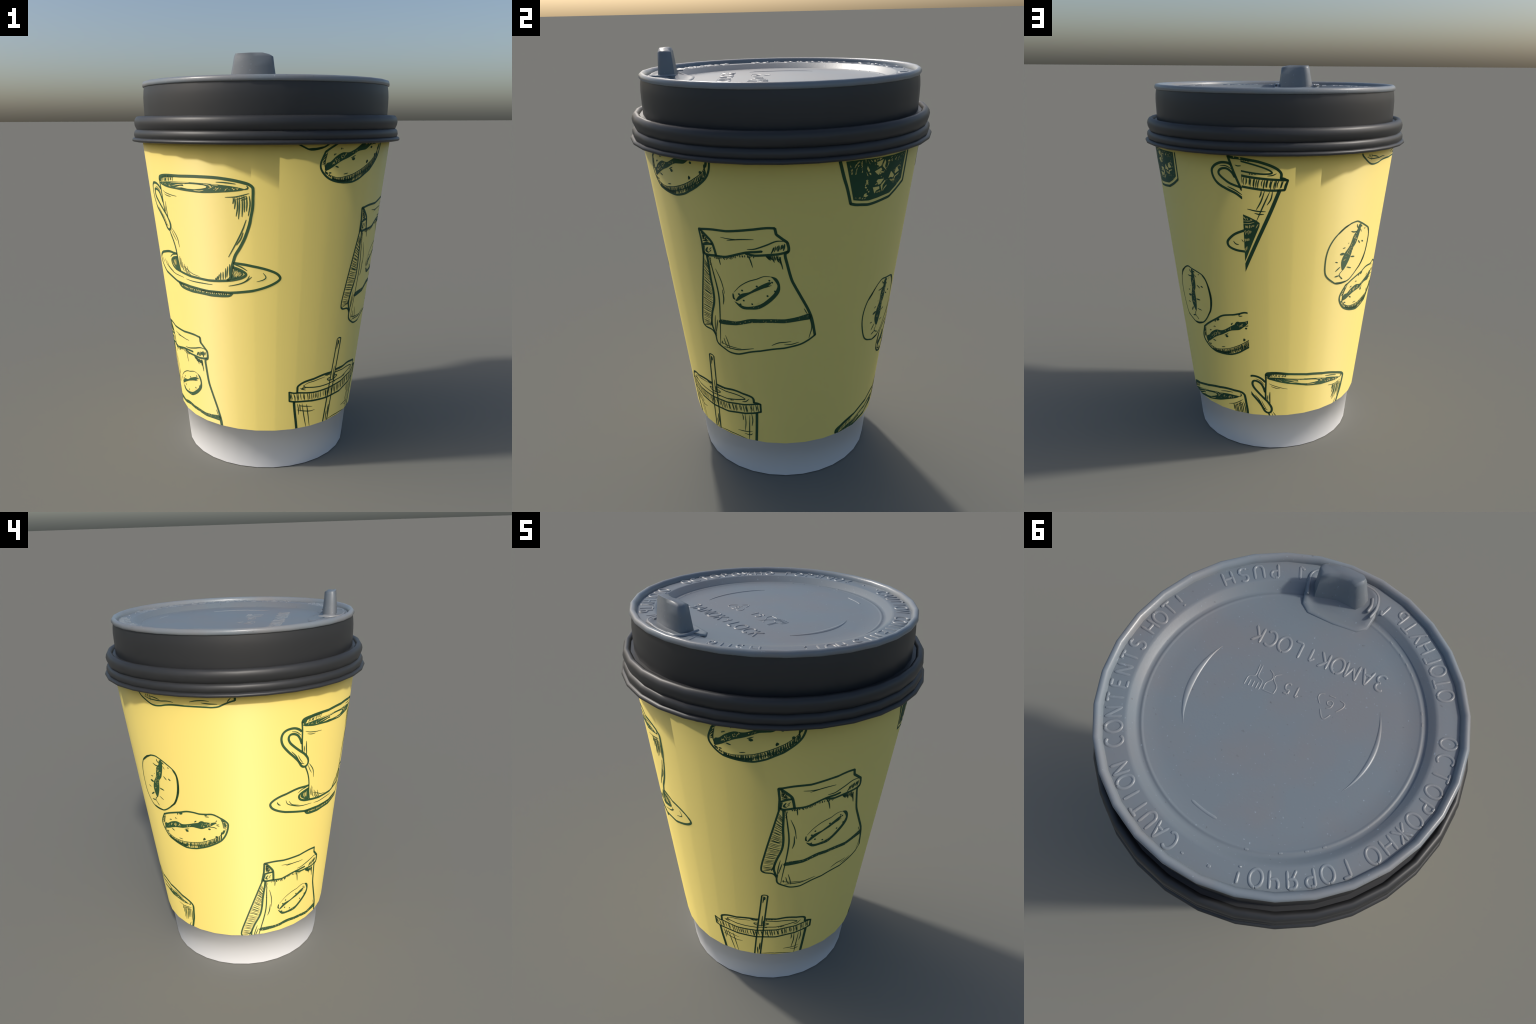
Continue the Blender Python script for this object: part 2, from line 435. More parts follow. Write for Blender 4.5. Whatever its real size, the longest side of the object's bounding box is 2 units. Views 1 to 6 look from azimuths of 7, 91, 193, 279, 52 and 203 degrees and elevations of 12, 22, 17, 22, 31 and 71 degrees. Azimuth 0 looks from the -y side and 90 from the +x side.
def draw_bag(pen):
    pen.line([(54.7, 1.320), (60.5, 1.327), (67.6, 1.330), (73.1, 1.337), (79.2, 1.348), (83.6, 1.354), (86.8, 1.354)], w=8)
    pen.line([(86.8, 1.354), (87.3, 1.327), (91.5, 1.292)], w=9, s=1)
    pen.line([(91.5, 1.292), (92.0, 1.267), (91.8, 1.251), (90.6, 1.238), (91.4, 1.195), (92.9, 1.132), (94.2, 1.098), (97.3, 1.036), (100.5, 0.972), (102.4, 0.920), (104.1, 0.839)], w=9)
    pen.line([(104.1, 0.839), (101.5, 0.821), (97.3, 0.798), (91.0, 0.784), (83.4, 0.772), (74.6, 0.752), (67.6, 0.729), (63.0, 0.726), (60.0, 0.737), (56.0, 0.763), (55.2, 0.801), (53.3, 0.823), (49.2, 0.829), (47.9, 0.858), (49.9, 0.962), (53.1, 1.105), (55.2, 1.203)], w=6.5)
    pen.line([(55.2, 1.203), (55.3, 1.264), (54.7, 1.320)], w=8, s=1)
    pen.line([(55.6, 1.317), (58.0, 1.295), (60.2, 1.270), (61.0, 1.243), (61.6, 1.211)], w=9)
    pen.line([(55.9, 1.252), (58.1, 1.258), (60.2, 1.261)], w=8)
    pen.line([(55.7, 1.217), (56.6, 1.208), (58.8, 1.207), (61.6, 1.210)], w=9)
    pen.line([(58.0, 1.243), (57.1, 1.226), (58.3, 1.218)], w=7, t=1)
    pen.line([(59.8, 1.245), (58.5, 1.231)], w=3, t=1)
    pen.line([(59.6, 1.233), (58.5, 1.222)], w=3, t=1)
    pen.line([(56.2, 1.247), (55.6, 1.211)], w=7, s=1)
    pen.hatch([(55.5, 1.309), (56.1, 1.257)], [(56.9, 1.305), (59.4, 1.264)], w=3, n=8, slant=0, jit=0.2)
    pen.hatch([(56.1, 1.314), (59.2, 1.275)], [(55.9, 1.279), (57.4, 1.258)], w=3, n=8, slant=0, jit=0.2)
    pen.line([(61.5, 1.209), (65.4, 1.211), (68.3, 1.219), (72.6, 1.234), (76.1, 1.244), (81.5, 1.251)], w=8)
    pen.line([(74.9, 1.237), (78.6, 1.232), (83.2, 1.235), (87.8, 1.240), (90.6, 1.248), (91.8, 1.253)], w=8)
    pen.line([(75.6, 1.257), (78.7, 1.261), (83.3, 1.279), (87.2, 1.297), (90.6, 1.298)], w=5, t=1)
    pen.line([(64.7, 1.299), (69.8, 1.296), (72.8, 1.297)], w=3.5, t=1)
    pen.line([(67.5, 1.289), (72.8, 1.298), (78.6, 1.303)], w=4, t=1)
    pen.hatch([(85.8, 1.269), (88.2, 1.282), (90.8, 1.288)], [(84.4, 1.240), (87.4, 1.244), (90.2, 1.253)], w=4.5, n=8, slant=0, jit=0.4)
    pen.hatch([(60.1, 1.205), (66.2, 1.211), (71.8, 1.228), (78.9, 1.232)], [(60.9, 1.188), (66.6, 1.194), (71.9, 1.215), (78.6, 1.217)], w=3.5, n=24, slant=0, jit=0.55)
    pen.hatch([(82.5, 1.233), (86.0, 1.235), (88.8, 1.238)], [(84.2, 1.215), (86.6, 1.195), (89.5, 1.190)], w=4.5, n=15, slant=0, jit=0.5)
    pen.line([(75.6, 1.231), (76.6, 1.211), (77.5, 1.176)], w=4.5, t=1)
    pen.line([(88.1, 1.220), (89.0, 1.200), (89.7, 1.171)], w=4.5, t=1)
    pen.line([(62.7, 1.205), (63.2, 1.169)], w=4, t=1)
    pen.line([(57.0, 1.205), (57.2, 1.170), (57.3, 1.094), (57.7, 1.029), (57.2, 0.974), (54.9, 0.908), (53.9, 0.854), (55.3, 0.806)], w=8)
    pen.line([(57.9, 1.201), (59.1, 1.123), (60.1, 1.047), (60.2, 0.990), (59.3, 0.897), (57.5, 0.757)], w=5.5, t=1)
    pen.hatch([(55.2, 1.187), (52.2, 1.058), (49.2, 0.914), (48.3, 0.834)], [(57.2, 1.170), (57.3, 1.063), (56.8, 0.969), (53.2, 0.852)], w=2.6, n=46, slant=0.05, jit=0.15)
    pen.hatch([(58.0, 1.197), (59.5, 1.102)], [(58.5, 1.185), (59.1, 1.093)], w=3, n=8, slant=0, jit=0.3)
    pen.specks([(56.6, 1.205), (58.8, 1.204), (58.9, 1.152), (57.1, 1.166)], w=3, n=14, length=10)
    pen.line([(60.4, 1.147), (62.5, 1.091), (63.5, 1.032)], w=3.5, t=1)
    pen.line([(62.5, 1.050), (62.7, 1.008), (62.0, 0.975)], w=4.5, t=1)
    pen.line([(56.8, 0.909), (55.9, 0.851), (55.9, 0.796)], w=4, t=1)
    pen.line([(57.8, 0.888), (56.2, 0.824)], w=4, t=1)
    pen.line([(54.5, 0.884), (52.7, 0.841)], w=6, t=1)
    pen.line([(61.0, 0.814), (62.1, 0.776), (62.8, 0.743)], w=3.5, t=1)
    pen.line([(59.9, 0.797), (60.5, 0.772), (61.5, 0.750)], w=3.5, t=1)
    pen.line([(58.7, 0.779), (58.9, 0.761)], w=4, t=1)
    pen.line([(58.0, 0.770), (62.4, 0.760), (69.0, 0.759)], w=3.5, t=1)
    pen.line([(59.4, 0.749), (67.4, 0.752), (75.4, 0.770)], w=4.5, t=1)
    pen.line([(84.0, 0.794), (87.7, 0.810), (93.1, 0.815)], w=4, t=1)
    pen.line([(89.8, 0.800), (93.5, 0.801), (96.7, 0.810)], w=3.5, t=1)
    pen.line([(101.0, 0.938), (102.4, 0.884), (101.2, 0.828)], w=4, t=1)
    pen.line([(98.6, 0.980), (100.2, 0.950)], w=3, t=1)
    pen.fill([(59.5, 0.893), (68.0, 0.902), (75.0, 0.924), (82.8, 0.930), (90.7, 0.932), (95.9, 0.940), (101.2, 0.953), (101.7, 0.927), (97.9, 0.920), (90.7, 0.912), (82.7, 0.911), (75.7, 0.905), (67.8, 0.882), (59.2, 0.871)])
    pen.gap_specks([(60.2, 0.892), (100.6, 0.948), (100.7, 0.930), (60.0, 0.875)], w=2, n=40, length=6)
    pen.line([(68.2, 1.048), (71.3, 1.082), (75.1, 1.108), (78.7, 1.123), (82.1, 1.137), (85.4, 1.135)], w=3.5, t=1)
    pen.fill([(84.7, 1.137), (87.0, 1.130), (88.3, 1.104), (88.3, 1.070), (86.6, 1.040), (83.5, 1.008), (79.5, 0.981), (75.4, 0.972), (71.2, 0.972), (68.1, 1.003), (69.6, 0.997), (72.5, 0.984), (76.3, 0.989), (80.4, 1.006), (83.6, 1.033), (85.9, 1.059), (87.3, 1.089), (86.9, 1.106), (85.7, 1.125)])
    pen.gap_specks([(70.5, 0.983), (78.0, 0.995), (85.1, 1.052), (78.7, 0.982)], w=2, n=26, length=6)
    pen.fill([(68.7, 1.009), (70.1, 1.031), (71.8, 1.046), (75.1, 1.057), (77.6, 1.075), (80.4, 1.094), (83.8, 1.111), (84.7, 1.104), (82.6, 1.086), (79.9, 1.073), (76.7, 1.056), (72.5, 1.029), (69.4, 1.007)])
    pen.line([(81.9, 1.083), (84.9, 1.096)], w=3, t=1)
    pen.line([(67.8, 1.043), (67.8, 1.015)], w=6, t=1)
    pen.line([(67.6, 1.028), (68.5, 1.011)], w=5, t=1)
    pen.line([(71.7, 1.059), (72.4, 1.064)], w=7, t=1)
    pen.line([(70.1, 1.040), (70.9, 1.044)], w=7, t=1)
    pen.line([(78.3, 1.087), (79.1, 1.091)], w=7, t=1)
    pen.line([(72.0, 1.011), (72.8, 1.015)], w=7, t=1)
    pen.line([(75.8, 0.998), (76.5, 1.002)], w=7, t=1)
    pen.line([(83.7, 1.116), (84.4, 1.120)], w=7, t=1)
    pen.line([(84.8, 1.108), (85.5, 1.111)], w=7, t=1)
    pen.line([(82.7, 1.042), (83.4, 1.046)], w=7, t=1)
    pen.line([(70.4, 0.990), (71.1, 0.995)], w=7, t=1)
    pen.line([(85.9, 1.066), (86.6, 1.069)], w=7, t=1)


def draw_beans(pen):
    pen.line([(233.2, 1.273), (227.6, 1.247), (223.6, 1.210), (220.8, 1.159), (219.7, 1.097), (220.4, 1.025), (224.8, 0.981), (228.7, 0.962), (235.3, 0.967), (241.2, 1.002), (245.4, 1.043), (248.3, 1.106), (249.2, 1.160), (248.9, 1.197), (247.5, 1.224), (243.6, 1.248), (239.6, 1.268), (236.7, 1.278), (233.2, 1.273)], w=5.5)
    pen.line([(247.0, 1.225), (248.9, 1.190), (248.8, 1.134), (247.6, 1.083), (244.8, 1.033), (241.2, 1.004)], w=10, t=1)
    pen.line([(225.6, 1.228), (229.0, 1.254), (232.8, 1.271)], w=8, t=1)
    pen.line([(226.7, 0.970), (230.7, 0.963), (234.6, 0.966)], w=8, t=1)
    pen.fill([(239.8, 1.261), (240.7, 1.256), (240.4, 1.222), (238.5, 1.166), (236.4, 1.139), (234.6, 1.080), (231.2, 1.029), (229.5, 1.075), (231.0, 1.119), (234.1, 1.158), (235.8, 1.208), (238.1, 1.234), (238.7, 1.254)])
    pen.gap_specks([(236.6, 1.214), (239.6, 1.221), (233.0, 1.059), (230.7, 1.083)], w=2.2, n=26, length=14)
    pen.line([(231.3, 1.034), (229.1, 1.009), (231.7, 0.982)], w=4, t=1)
    pen.line([(226.0, 1.005), (228.9, 1.005)], w=6, t=1)
    pen.line([(237.3, 1.263), (237.6, 1.251), (238.6, 1.240)], w=5, t=1)
    pen.line([(233.7, 1.231), (235.7, 1.225), (238.1, 1.225)], w=5, t=1)
    pen.line([(240.7, 1.231), (241.7, 1.215)], w=3, t=1)
    pen.line([(230.4, 0.992), (231.4, 0.983)], w=5, t=1)
    pen.line([(240.0, 1.173), (241.8, 1.155)], w=5, t=1)
    pen.line([(243.0, 1.166), (244.5, 1.158)], w=6, t=1)
    pen.line([(235.5, 1.097), (238.6, 1.090)], w=6, t=1)
    pen.line([(233.7, 1.044), (237.0, 1.032)], w=4, t=1)
    pen.line([(228.1, 1.121), (230.9, 1.119)], w=10, t=1)
    pen.line([(225.4, 1.085), (227.2, 1.078)], w=4, t=1)
    pen.line([(226.1, 1.033), (229.2, 1.053)], w=6, t=1)
    pen.line([(229.5, 1.150), (231.2, 1.150)], w=4, t=1)
    pen.line([(243.8, 1.229), (244.8, 1.228)], w=4, t=1)
    pen.line([(240.7, 1.251), (241.7, 1.242)], w=6, t=1)
    pen.line([(232.8, 1.171), (233.2, 1.170)], w=4, t=1)
    pen.line([(234.8, 0.943), (239.3, 0.961), (247.0, 0.985), (251.4, 0.998), (255.4, 1.000), (259.2, 0.997), (262.5, 0.998), (266.1, 1.000), (269.8, 0.984), (272.7, 0.962), (273.7, 0.939), (272.2, 0.887), (269.0, 0.846), (263.0, 0.812), (257.7, 0.793), (253.3, 0.780), (247.6, 0.776), (240.7, 0.789), (234.9, 0.817), (231.7, 0.859), (231.6, 0.895), (234.8, 0.943)], w=7)
    pen.line([(235.9, 0.942), (233.7, 0.895), (233.6, 0.853)], w=4, t=1)
    pen.hatch([(235.7, 0.938), (234.0, 0.895)], [(233.6, 0.924), (231.7, 0.884)], w=3, n=6, slant=0.1, jit=0.3)
    pen.hatch([(233.6, 0.857), (236.0, 0.831)], [(232.1, 0.856), (235.1, 0.821)], w=4, n=7, slant=0.05, jit=0.3)
    pen.line([(235.4, 0.833), (240.2, 0.812), (247.3, 0.810), (254.7, 0.820), (261.0, 0.838), (267.0, 0.864), (270.3, 0.890)], w=3, t=1)
    pen.line([(236.7, 0.814), (242.9, 0.795), (250.5, 0.796), (256.7, 0.807), (262.8, 0.826), (267.9, 0.849)], w=3, t=1)
    pen.hatch([(235.7, 0.832), (240.2, 0.812), (247.3, 0.810), (254.7, 0.820), (261.0, 0.838), (267.0, 0.864), (270.1, 0.886)], [(235.6, 0.817), (240.7, 0.789), (247.6, 0.777), (253.3, 0.781), (259.0, 0.797), (264.7, 0.822), (269.7, 0.855)], w=3.2, n=64, slant=0, jit=0.25)
    pen.hatch([(236.7, 0.814), (242.9, 0.795), (248.7, 0.793)], [(235.6, 0.817), (240.7, 0.789), (247.6, 0.777)], w=4, n=30, slant=0, jit=0.3)
    pen.hatch([(255.8, 0.803), (262.4, 0.823), (268.7, 0.854)], [(255.5, 0.786), (263.0, 0.812), (269.2, 0.849)], w=3.5, n=26, slant=0, jit=0.3)
    pen.line([(270.0, 0.980), (271.0, 0.953), (271.1, 0.923)], w=3.5, t=1)
    pen.hatch([(270.3, 0.976), (271.1, 0.951), (271.2, 0.925)], [(272.1, 0.964), (273.3, 0.943), (272.8, 0.915)], w=3, n=11, slant=0, jit=0.25)
    pen.line([(271.5, 0.915), (269.3, 0.875)], w=5, t=1)
    pen.line([(272.0, 0.913), (270.6, 0.888)], w=5, t=1)
    pen.line([(270.0, 0.902), (269.5, 0.875)], w=4, t=1)
    pen.fill([(234.3, 0.889), (236.6, 0.894), (239.6, 0.911), (243.8, 0.923), (247.5, 0.917), (250.9, 0.923), (255.3, 0.937), (258.6, 0.946), (260.9, 0.952), (264.5, 0.951), (267.1, 0.956), (267.7, 0.951), (265.8, 0.939), (263.9, 0.927), (262.0, 0.919), (259.3, 0.909), (256.5, 0.910), (253.2, 0.910), (247.5, 0.894), (241.9, 0.883), (233.6, 0.856)])
    pen.gap_specks([(238.8, 0.900), (245.6, 0.917), (246.7, 0.900), (236.7, 0.876)], w=2.2, n=30, length=10)
    pen.gap_specks([(258.5, 0.938), (265.6, 0.949), (263.9, 0.933), (259.8, 0.921)], w=2.4, n=14, length=12)
    pen.gap_specks([(249.6, 0.914), (254.3, 0.928), (254.1, 0.917), (249.8, 0.907)], w=2, n=6, length=9)
    pen.line([(263.5, 0.924), (266.1, 0.925), (267.7, 0.918)], w=4, t=1)
    pen.line([(255.3, 0.942), (256.0, 0.948), (256.7, 0.953)], w=5, t=1)
    pen.line([(257.7, 0.942), (259.4, 0.952), (260.9, 0.952)], w=6, t=1)
    pen.line([(267.3, 0.958), (268.1, 0.968)], w=3.5, t=1)
    pen.line([(238.6, 0.918), (239.2, 0.926)], w=4, t=1)
    pen.line([(239.4, 0.920), (240.0, 0.926)], w=4, t=1)
    pen.line([(242.9, 0.938), (243.6, 0.946)], w=4, t=1)
    pen.line([(243.8, 0.941), (244.3, 0.940)], w=4, t=1)
    pen.line([(248.4, 0.888), (251.5, 0.896)], w=3.5, t=1)
    pen.line([(249.0, 0.883), (250.9, 0.881)], w=10, t=1)
    pen.line([(249.5, 0.875), (250.0, 0.881)], w=4, t=1)
    pen.line([(262.8, 0.912), (264.2, 0.912)], w=8, t=1)
    pen.line([(259.8, 0.854), (260.3, 0.844)], w=12, t=1)
    pen.line([(259.5, 0.841), (260.2, 0.858)], w=6, t=1)
    pen.line([(266.4, 0.866), (267.7, 0.872)], w=10, t=1)
    pen.line([(243.4, 0.822), (246.1, 0.822)], w=3.5, t=1)
    pen.line([(238.9, 0.869), (240.8, 0.859)], w=5, t=1)
    pen.line([(261.6, 0.991), (263.0, 0.992)], w=4, t=1)
    pen.line([(261.7, 0.984), (264.0, 0.984)], w=4, t=1)
    pen.line([(245.0, 0.967), (245.9, 0.977)], w=5, t=1)
    pen.line([(246.6, 0.975), (248.8, 0.982)], w=8, t=1)
    pen.line([(267.3, 0.941), (269.1, 0.944)], w=3, t=1)
    pen.line([(267.6, 0.938), (269.2, 0.934)], w=3, t=1)
    pen.line([(234.9, 0.845), (236.3, 0.842)], w=5, t=1)


def draw_iced(pen):
    pen.line([(19.0, 0.434), (21.8, 0.427), (24.8, 0.425), (29.2, 0.418), (34.1, 0.413), (38.9, 0.411), (45.6, 0.414), (52.0, 0.418), (57.2, 0.423), (62.4, 0.431), (67.6, 0.439), (72.5, 0.449), (76.8, 0.458)], w=6.5)
    pen.line([(19.5, 0.384), (22.8, 0.378), (27.3, 0.373), (34.3, 0.367), (40.1, 0.363), (45.0, 0.363), (52.1, 0.365), (56.6, 0.368), (62.7, 0.378), (68.0, 0.387), (73.1, 0.398), (76.7, 0.411)], w=7.5)
    pen.line([(19.2, 0.435), (19.5, 0.383)], w=7, s=1)
    pen.line([(76.7, 0.459), (76.7, 0.409)], w=7, s=1)
    pen.hatch([(19.0, 0.434), (21.8, 0.427), (24.8, 0.425), (29.2, 0.418), (34.1, 0.413), (38.9, 0.411), (45.6, 0.414), (52.0, 0.418), (57.2, 0.423), (62.4, 0.431), (67.6, 0.439), (72.5, 0.449), (76.8, 0.458)], [(19.5, 0.384), (22.8, 0.378), (27.3, 0.373), (34.3, 0.367), (40.1, 0.363), (45.0, 0.363), (52.1, 0.365), (56.6, 0.368), (62.7, 0.378), (68.0, 0.387), (73.1, 0.398), (76.7, 0.411)], w=3.6, n=46, slant=0.01, jit=0.3)
    pen.line([(48.2, 0.667), (47.2, 0.564), (45.9, 0.445), (45.0, 0.357), (43.7, 0.221)], w=6)
    pen.line([(51.3, 0.668), (50.4, 0.565), (49.3, 0.447), (48.6, 0.359), (47.3, 0.226)], w=6)
    pen.line([(48.0, 0.667), (48.6, 0.674), (49.6, 0.676), (50.7, 0.674), (51.5, 0.668)], w=5)
    pen.line([(49.2, 0.667), (49.1, 0.645), (48.7, 0.618)], w=4.5, t=1)
    pen.line([(49.7, 0.664), (49.7, 0.652), (49.5, 0.640)], w=7, t=1)
    pen.line([(48.6, 0.526), (48.3, 0.488), (48.0, 0.446)], w=4.5, t=1)
    pen.line([(49.0, 0.488), (48.9, 0.447)], w=5, t=1)
    pen.line([(47.2, 0.317), (46.9, 0.290), (46.8, 0.258)], w=5.5, t=1)
    pen.line([(45.7, 0.283), (45.7, 0.256), (45.8, 0.225)], w=5, t=1)
    pen.line([(23.9, 0.427), (23.9, 0.446), (24.0, 0.459), (25.3, 0.469), (28.3, 0.480), (33.5, 0.488), (40.6, 0.497), (46.2, 0.499)], w=8.5)
    pen.line([(50.2, 0.503), (56.9, 0.505), (61.9, 0.509), (67.0, 0.504), (71.1, 0.495), (72.8, 0.484), (73.1, 0.462)], w=8.5)
    pen.line([(72.4, 0.459), (74.6, 0.460), (76.7, 0.458)], w=9, t=1)
    pen.line([(27.7, 0.460), (30.5, 0.471), (33.9, 0.475), (37.9, 0.479), (41.8, 0.482)], w=3.5, t=1)
    pen.line([(27.8, 0.461), (28.6, 0.450), (33.7, 0.442), (39.0, 0.436), (45.6, 0.438), (50.7, 0.441), (56.6, 0.445), (62.2, 0.455), (66.8, 0.468), (68.1, 0.473), (66.7, 0.481), (63.3, 0.486), (56.9, 0.487), (50.2, 0.488)], w=4.5)
    pen.line([(46.0, 0.470), (44.0, 0.468), (44.0, 0.461), (45.6, 0.455), (47.7, 0.453), (49.9, 0.456), (52.0, 0.466), (50.2, 0.472)], w=4.5)
    pen.hatch([(41.1, 0.493), (45.7, 0.496)], [(42.6, 0.483), (46.0, 0.484)], w=4, n=6, slant=0, jit=0.3)
    pen.hatch([(50.3, 0.502), (56.1, 0.503)], [(50.4, 0.491), (54.9, 0.495)], w=4, n=6, slant=0, jit=0.4)
    pen.hatch([(57.1, 0.442), (61.0, 0.449)], [(57.5, 0.435), (61.0, 0.443)], w=4, n=5, slant=0, jit=0.3)
    pen.hatch([(49.8, 0.438), (51.4, 0.438)], [(50.1, 0.433), (51.2, 0.434)], w=4, n=3, slant=0, jit=0.3)
    pen.line([(25.6, 0.448), (27.0, 0.441), (29.2, 0.433)], w=4, t=1)
    pen.line([(25.8, 0.445), (29.1, 0.445)], w=3.5, t=1)
    pen.line([(26.2, 0.441), (28.0, 0.454)], w=3.5, t=1)
    pen.line([(66.3, 0.454), (68.5, 0.460), (70.4, 0.477)], w=4, t=1)
    pen.line([(66.9, 0.457), (68.4, 0.457)], w=3, t=1)
    pen.line([(22.2, 0.375), (23.0, 0.320), (24.0, 0.267), (24.8, 0.220)], w=10)
    pen.line([(74.3, 0.399), (73.8, 0.336), (73.3, 0.279), (72.7, 0.220)], w=10)
    pen.line([(27.4, 0.362), (29.2, 0.289), (31.1, 0.223)], w=4, t=1)
    pen.line([(30.4, 0.353), (31.5, 0.309), (33.4, 0.224)], w=4, t=1)
    pen.line([(24.4, 0.365), (25.3, 0.333), (25.6, 0.301)], w=4, t=1)
    pen.line([(25.9, 0.362), (26.7, 0.318)], w=4, t=1)
    pen.line([(25.4, 0.353), (28.5, 0.345), (34.3, 0.335)], w=4, t=1)
    pen.line([(24.3, 0.331), (28.2, 0.319), (32.8, 0.311), (36.4, 0.312)], w=4, t=1)
    pen.line([(65.5, 0.379), (65.8, 0.359), (65.6, 0.339)], w=4, t=1)
    pen.line([(67.2, 0.380), (67.2, 0.329), (66.2, 0.275)], w=4, t=1)
    pen.line([(70.0, 0.379), (69.0, 0.287), (68.3, 0.221)], w=4, t=1)
    pen.line([(71.2, 0.389), (71.5, 0.351), (70.7, 0.314)], w=4, t=1)
    pen.line([(61.3, 0.267), (66.2, 0.271), (70.8, 0.281)], w=4, t=1)
    pen.line([(65.6, 0.257), (69.3, 0.256), (70.6, 0.266)], w=4, t=1)
    pen.line([(47.6, 0.230), (56.5, 0.235), (68.7, 0.222)], w=4, t=1)
    pen.line([(49.0, 0.224), (55.2, 0.224), (60.9, 0.223)], w=4, t=1)


def draw_ice_base(pen):
    pen.line([(110.1, 1.612), (112.0, 1.548), (113.9, 1.496), (115.9, 1.432)], w=10)
    pen.line([(115.9, 1.432), (118.3, 1.424), (121.4, 1.419), (124.6, 1.415), (129.2, 1.417), (136.0, 1.426)], w=9)
    pen.line([(136.0, 1.426), (140.6, 1.447), (145.0, 1.473)], w=9)
    pen.line([(145.0, 1.473), (145.1, 1.522), (145.1, 1.601)], w=8)
    pen.fill([(112.3, 1.609), (114.3, 1.539), (117.0, 1.445), (120.8, 1.436), (124.3, 1.432), (128.9, 1.434), (135.8, 1.442), (139.8, 1.461), (143.3, 1.485), (143.4, 1.537), (143.7, 1.602), (130.3, 1.602), (120.1, 1.607)], s=1)
    pen.bare([(126.0, 1.576), (126.4, 1.587), (129.4, 1.593), (128.5, 1.568), (127.5, 1.565), (127.1, 1.571)], s=1)
    pen.bare([(129.3, 1.565), (130.3, 1.591), (130.9, 1.579), (130.6, 1.563), (131.8, 1.543)], s=1)
    pen.bare([(131.7, 1.549), (132.8, 1.572), (132.4, 1.576), (132.0, 1.557)], s=1)
    pen.bare([(125.4, 1.550), (128.6, 1.560), (129.3, 1.552), (128.3, 1.541), (127.7, 1.531)], s=1)
    pen.bare([(133.5, 1.507), (134.5, 1.535), (137.0, 1.514), (136.6, 1.504), (134.7, 1.510)], s=1)
    pen.bare([(137.2, 1.524), (137.7, 1.542), (138.5, 1.544), (140.5, 1.525), (137.7, 1.518)], s=1)
    pen.bare([(137.1, 1.484), (137.5, 1.507), (140.5, 1.515), (140.3, 1.510), (138.2, 1.504)], s=1)
    pen.bare([(127.0, 1.506), (127.7, 1.513), (131.1, 1.510), (129.3, 1.491), (128.1, 1.490), (127.9, 1.498)], s=1)
    pen.bare([(129.6, 1.484), (131.8, 1.504), (132.1, 1.498), (130.8, 1.483), (130.9, 1.455)], s=1)
    pen.bare([(131.1, 1.458), (133.1, 1.477), (132.9, 1.482), (131.7, 1.471)], s=1)
    pen.bare([(125.4, 1.484), (128.9, 1.482), (129.2, 1.471), (127.4, 1.467), (126.7, 1.456)], s=1)
    pen.bare([(121.7, 1.578), (122.9, 1.559), (122.5, 1.552), (121.5, 1.567)], s=1)
    pen.bare([(121.4, 1.555), (122.5, 1.536), (122.0, 1.539)], s=1)
    pen.bare([(122.6, 1.550), (123.5, 1.547), (123.7, 1.538), (123.0, 1.543)], s=1)
    pen.bare([(121.3, 1.454), (121.6, 1.463), (122.6, 1.467), (122.6, 1.459), (123.5, 1.454), (122.4, 1.449)], s=1)
    pen.bare([(121.4, 1.491), (121.8, 1.494), (122.5, 1.489), (122.1, 1.485)], s=1)
    pen.bare([(122.4, 1.479), (122.9, 1.482), (123.1, 1.478), (122.6, 1.476)], s=1)
    pen.bare([(123.1, 1.471), (123.7, 1.475), (123.7, 1.468), (123.3, 1.467)], s=1)
    pen.bare([(121.4, 1.605), (122.8, 1.583), (122.4, 1.587)], s=1)
    pen.bare([(122.5, 1.604), (123.6, 1.594), (123.4, 1.591)], s=1)
    pen.bare([(120.4, 1.606), (120.7, 1.605), (120.8, 1.590)], s=1)
    pen.bare([(114.0, 1.593), (114.7, 1.583), (114.4, 1.582)], s=1)
    pen.bare([(125.8, 1.588), (126.1, 1.589), (126.4, 1.580)], s=1)
    pen.gap_hatch([(128.0, 1.533), (128.7, 1.548)], [(128.7, 1.534), (131.4, 1.537)], w=3, n=6, slant=0, jit=0.4)
    pen.gap_hatch([(126.3, 1.492), (127.4, 1.500)], [(126.9, 1.493), (128.1, 1.493)], w=2.5, n=7, slant=0, jit=0.4)
    pen.gap_hatch([(127.3, 1.459), (129.5, 1.466)], [(127.9, 1.459), (130.2, 1.452)], w=2.5, n=6, slant=0, jit=0.4)
    pen.gap_hatch([(134.1, 1.503), (136.8, 1.498)], [(135.9, 1.485), (138.8, 1.485)], w=2.5, n=7, slant=0, jit=0.4)
    pen.gap_hatch([(131.6, 1.583), (132.6, 1.588)], [(132.7, 1.576), (133.3, 1.580)], w=2.5, n=5, slant=0, jit=0.4)
    pen.gap_hatch([(117.7, 1.604), (116.3, 1.589), (115.9, 1.577)], [(118.5, 1.599), (117.2, 1.590), (116.5, 1.581)], w=3.5, n=9, slant=0, jit=0.6)
    pen.gap_hatch([(117.5, 1.589), (116.7, 1.569), (116.5, 1.549)], [(118.3, 1.586), (117.6, 1.568), (117.2, 1.551)], w=3.5, n=9, slant=0, jit=0.6)
    pen.gap_specks([(118.9, 1.602), (119.1, 1.602), (119.8, 1.541), (119.5, 1.541)], w=3, n=10, length=10)
    pen.gap_specks([(114.6, 1.585), (114.9, 1.585), (115.7, 1.547), (115.2, 1.551)], w=3, n=8, length=14)
    pen.gap_hatch([(121.3, 1.498), (121.8, 1.531)], [(121.9, 1.493), (123.7, 1.499)], w=3, n=8, slant=0, jit=0.6)
    pen.gap_specks([(122.8, 1.610), (142.8, 1.594), (141.8, 1.473), (126.5, 1.441)], w=2, n=46, length=7)
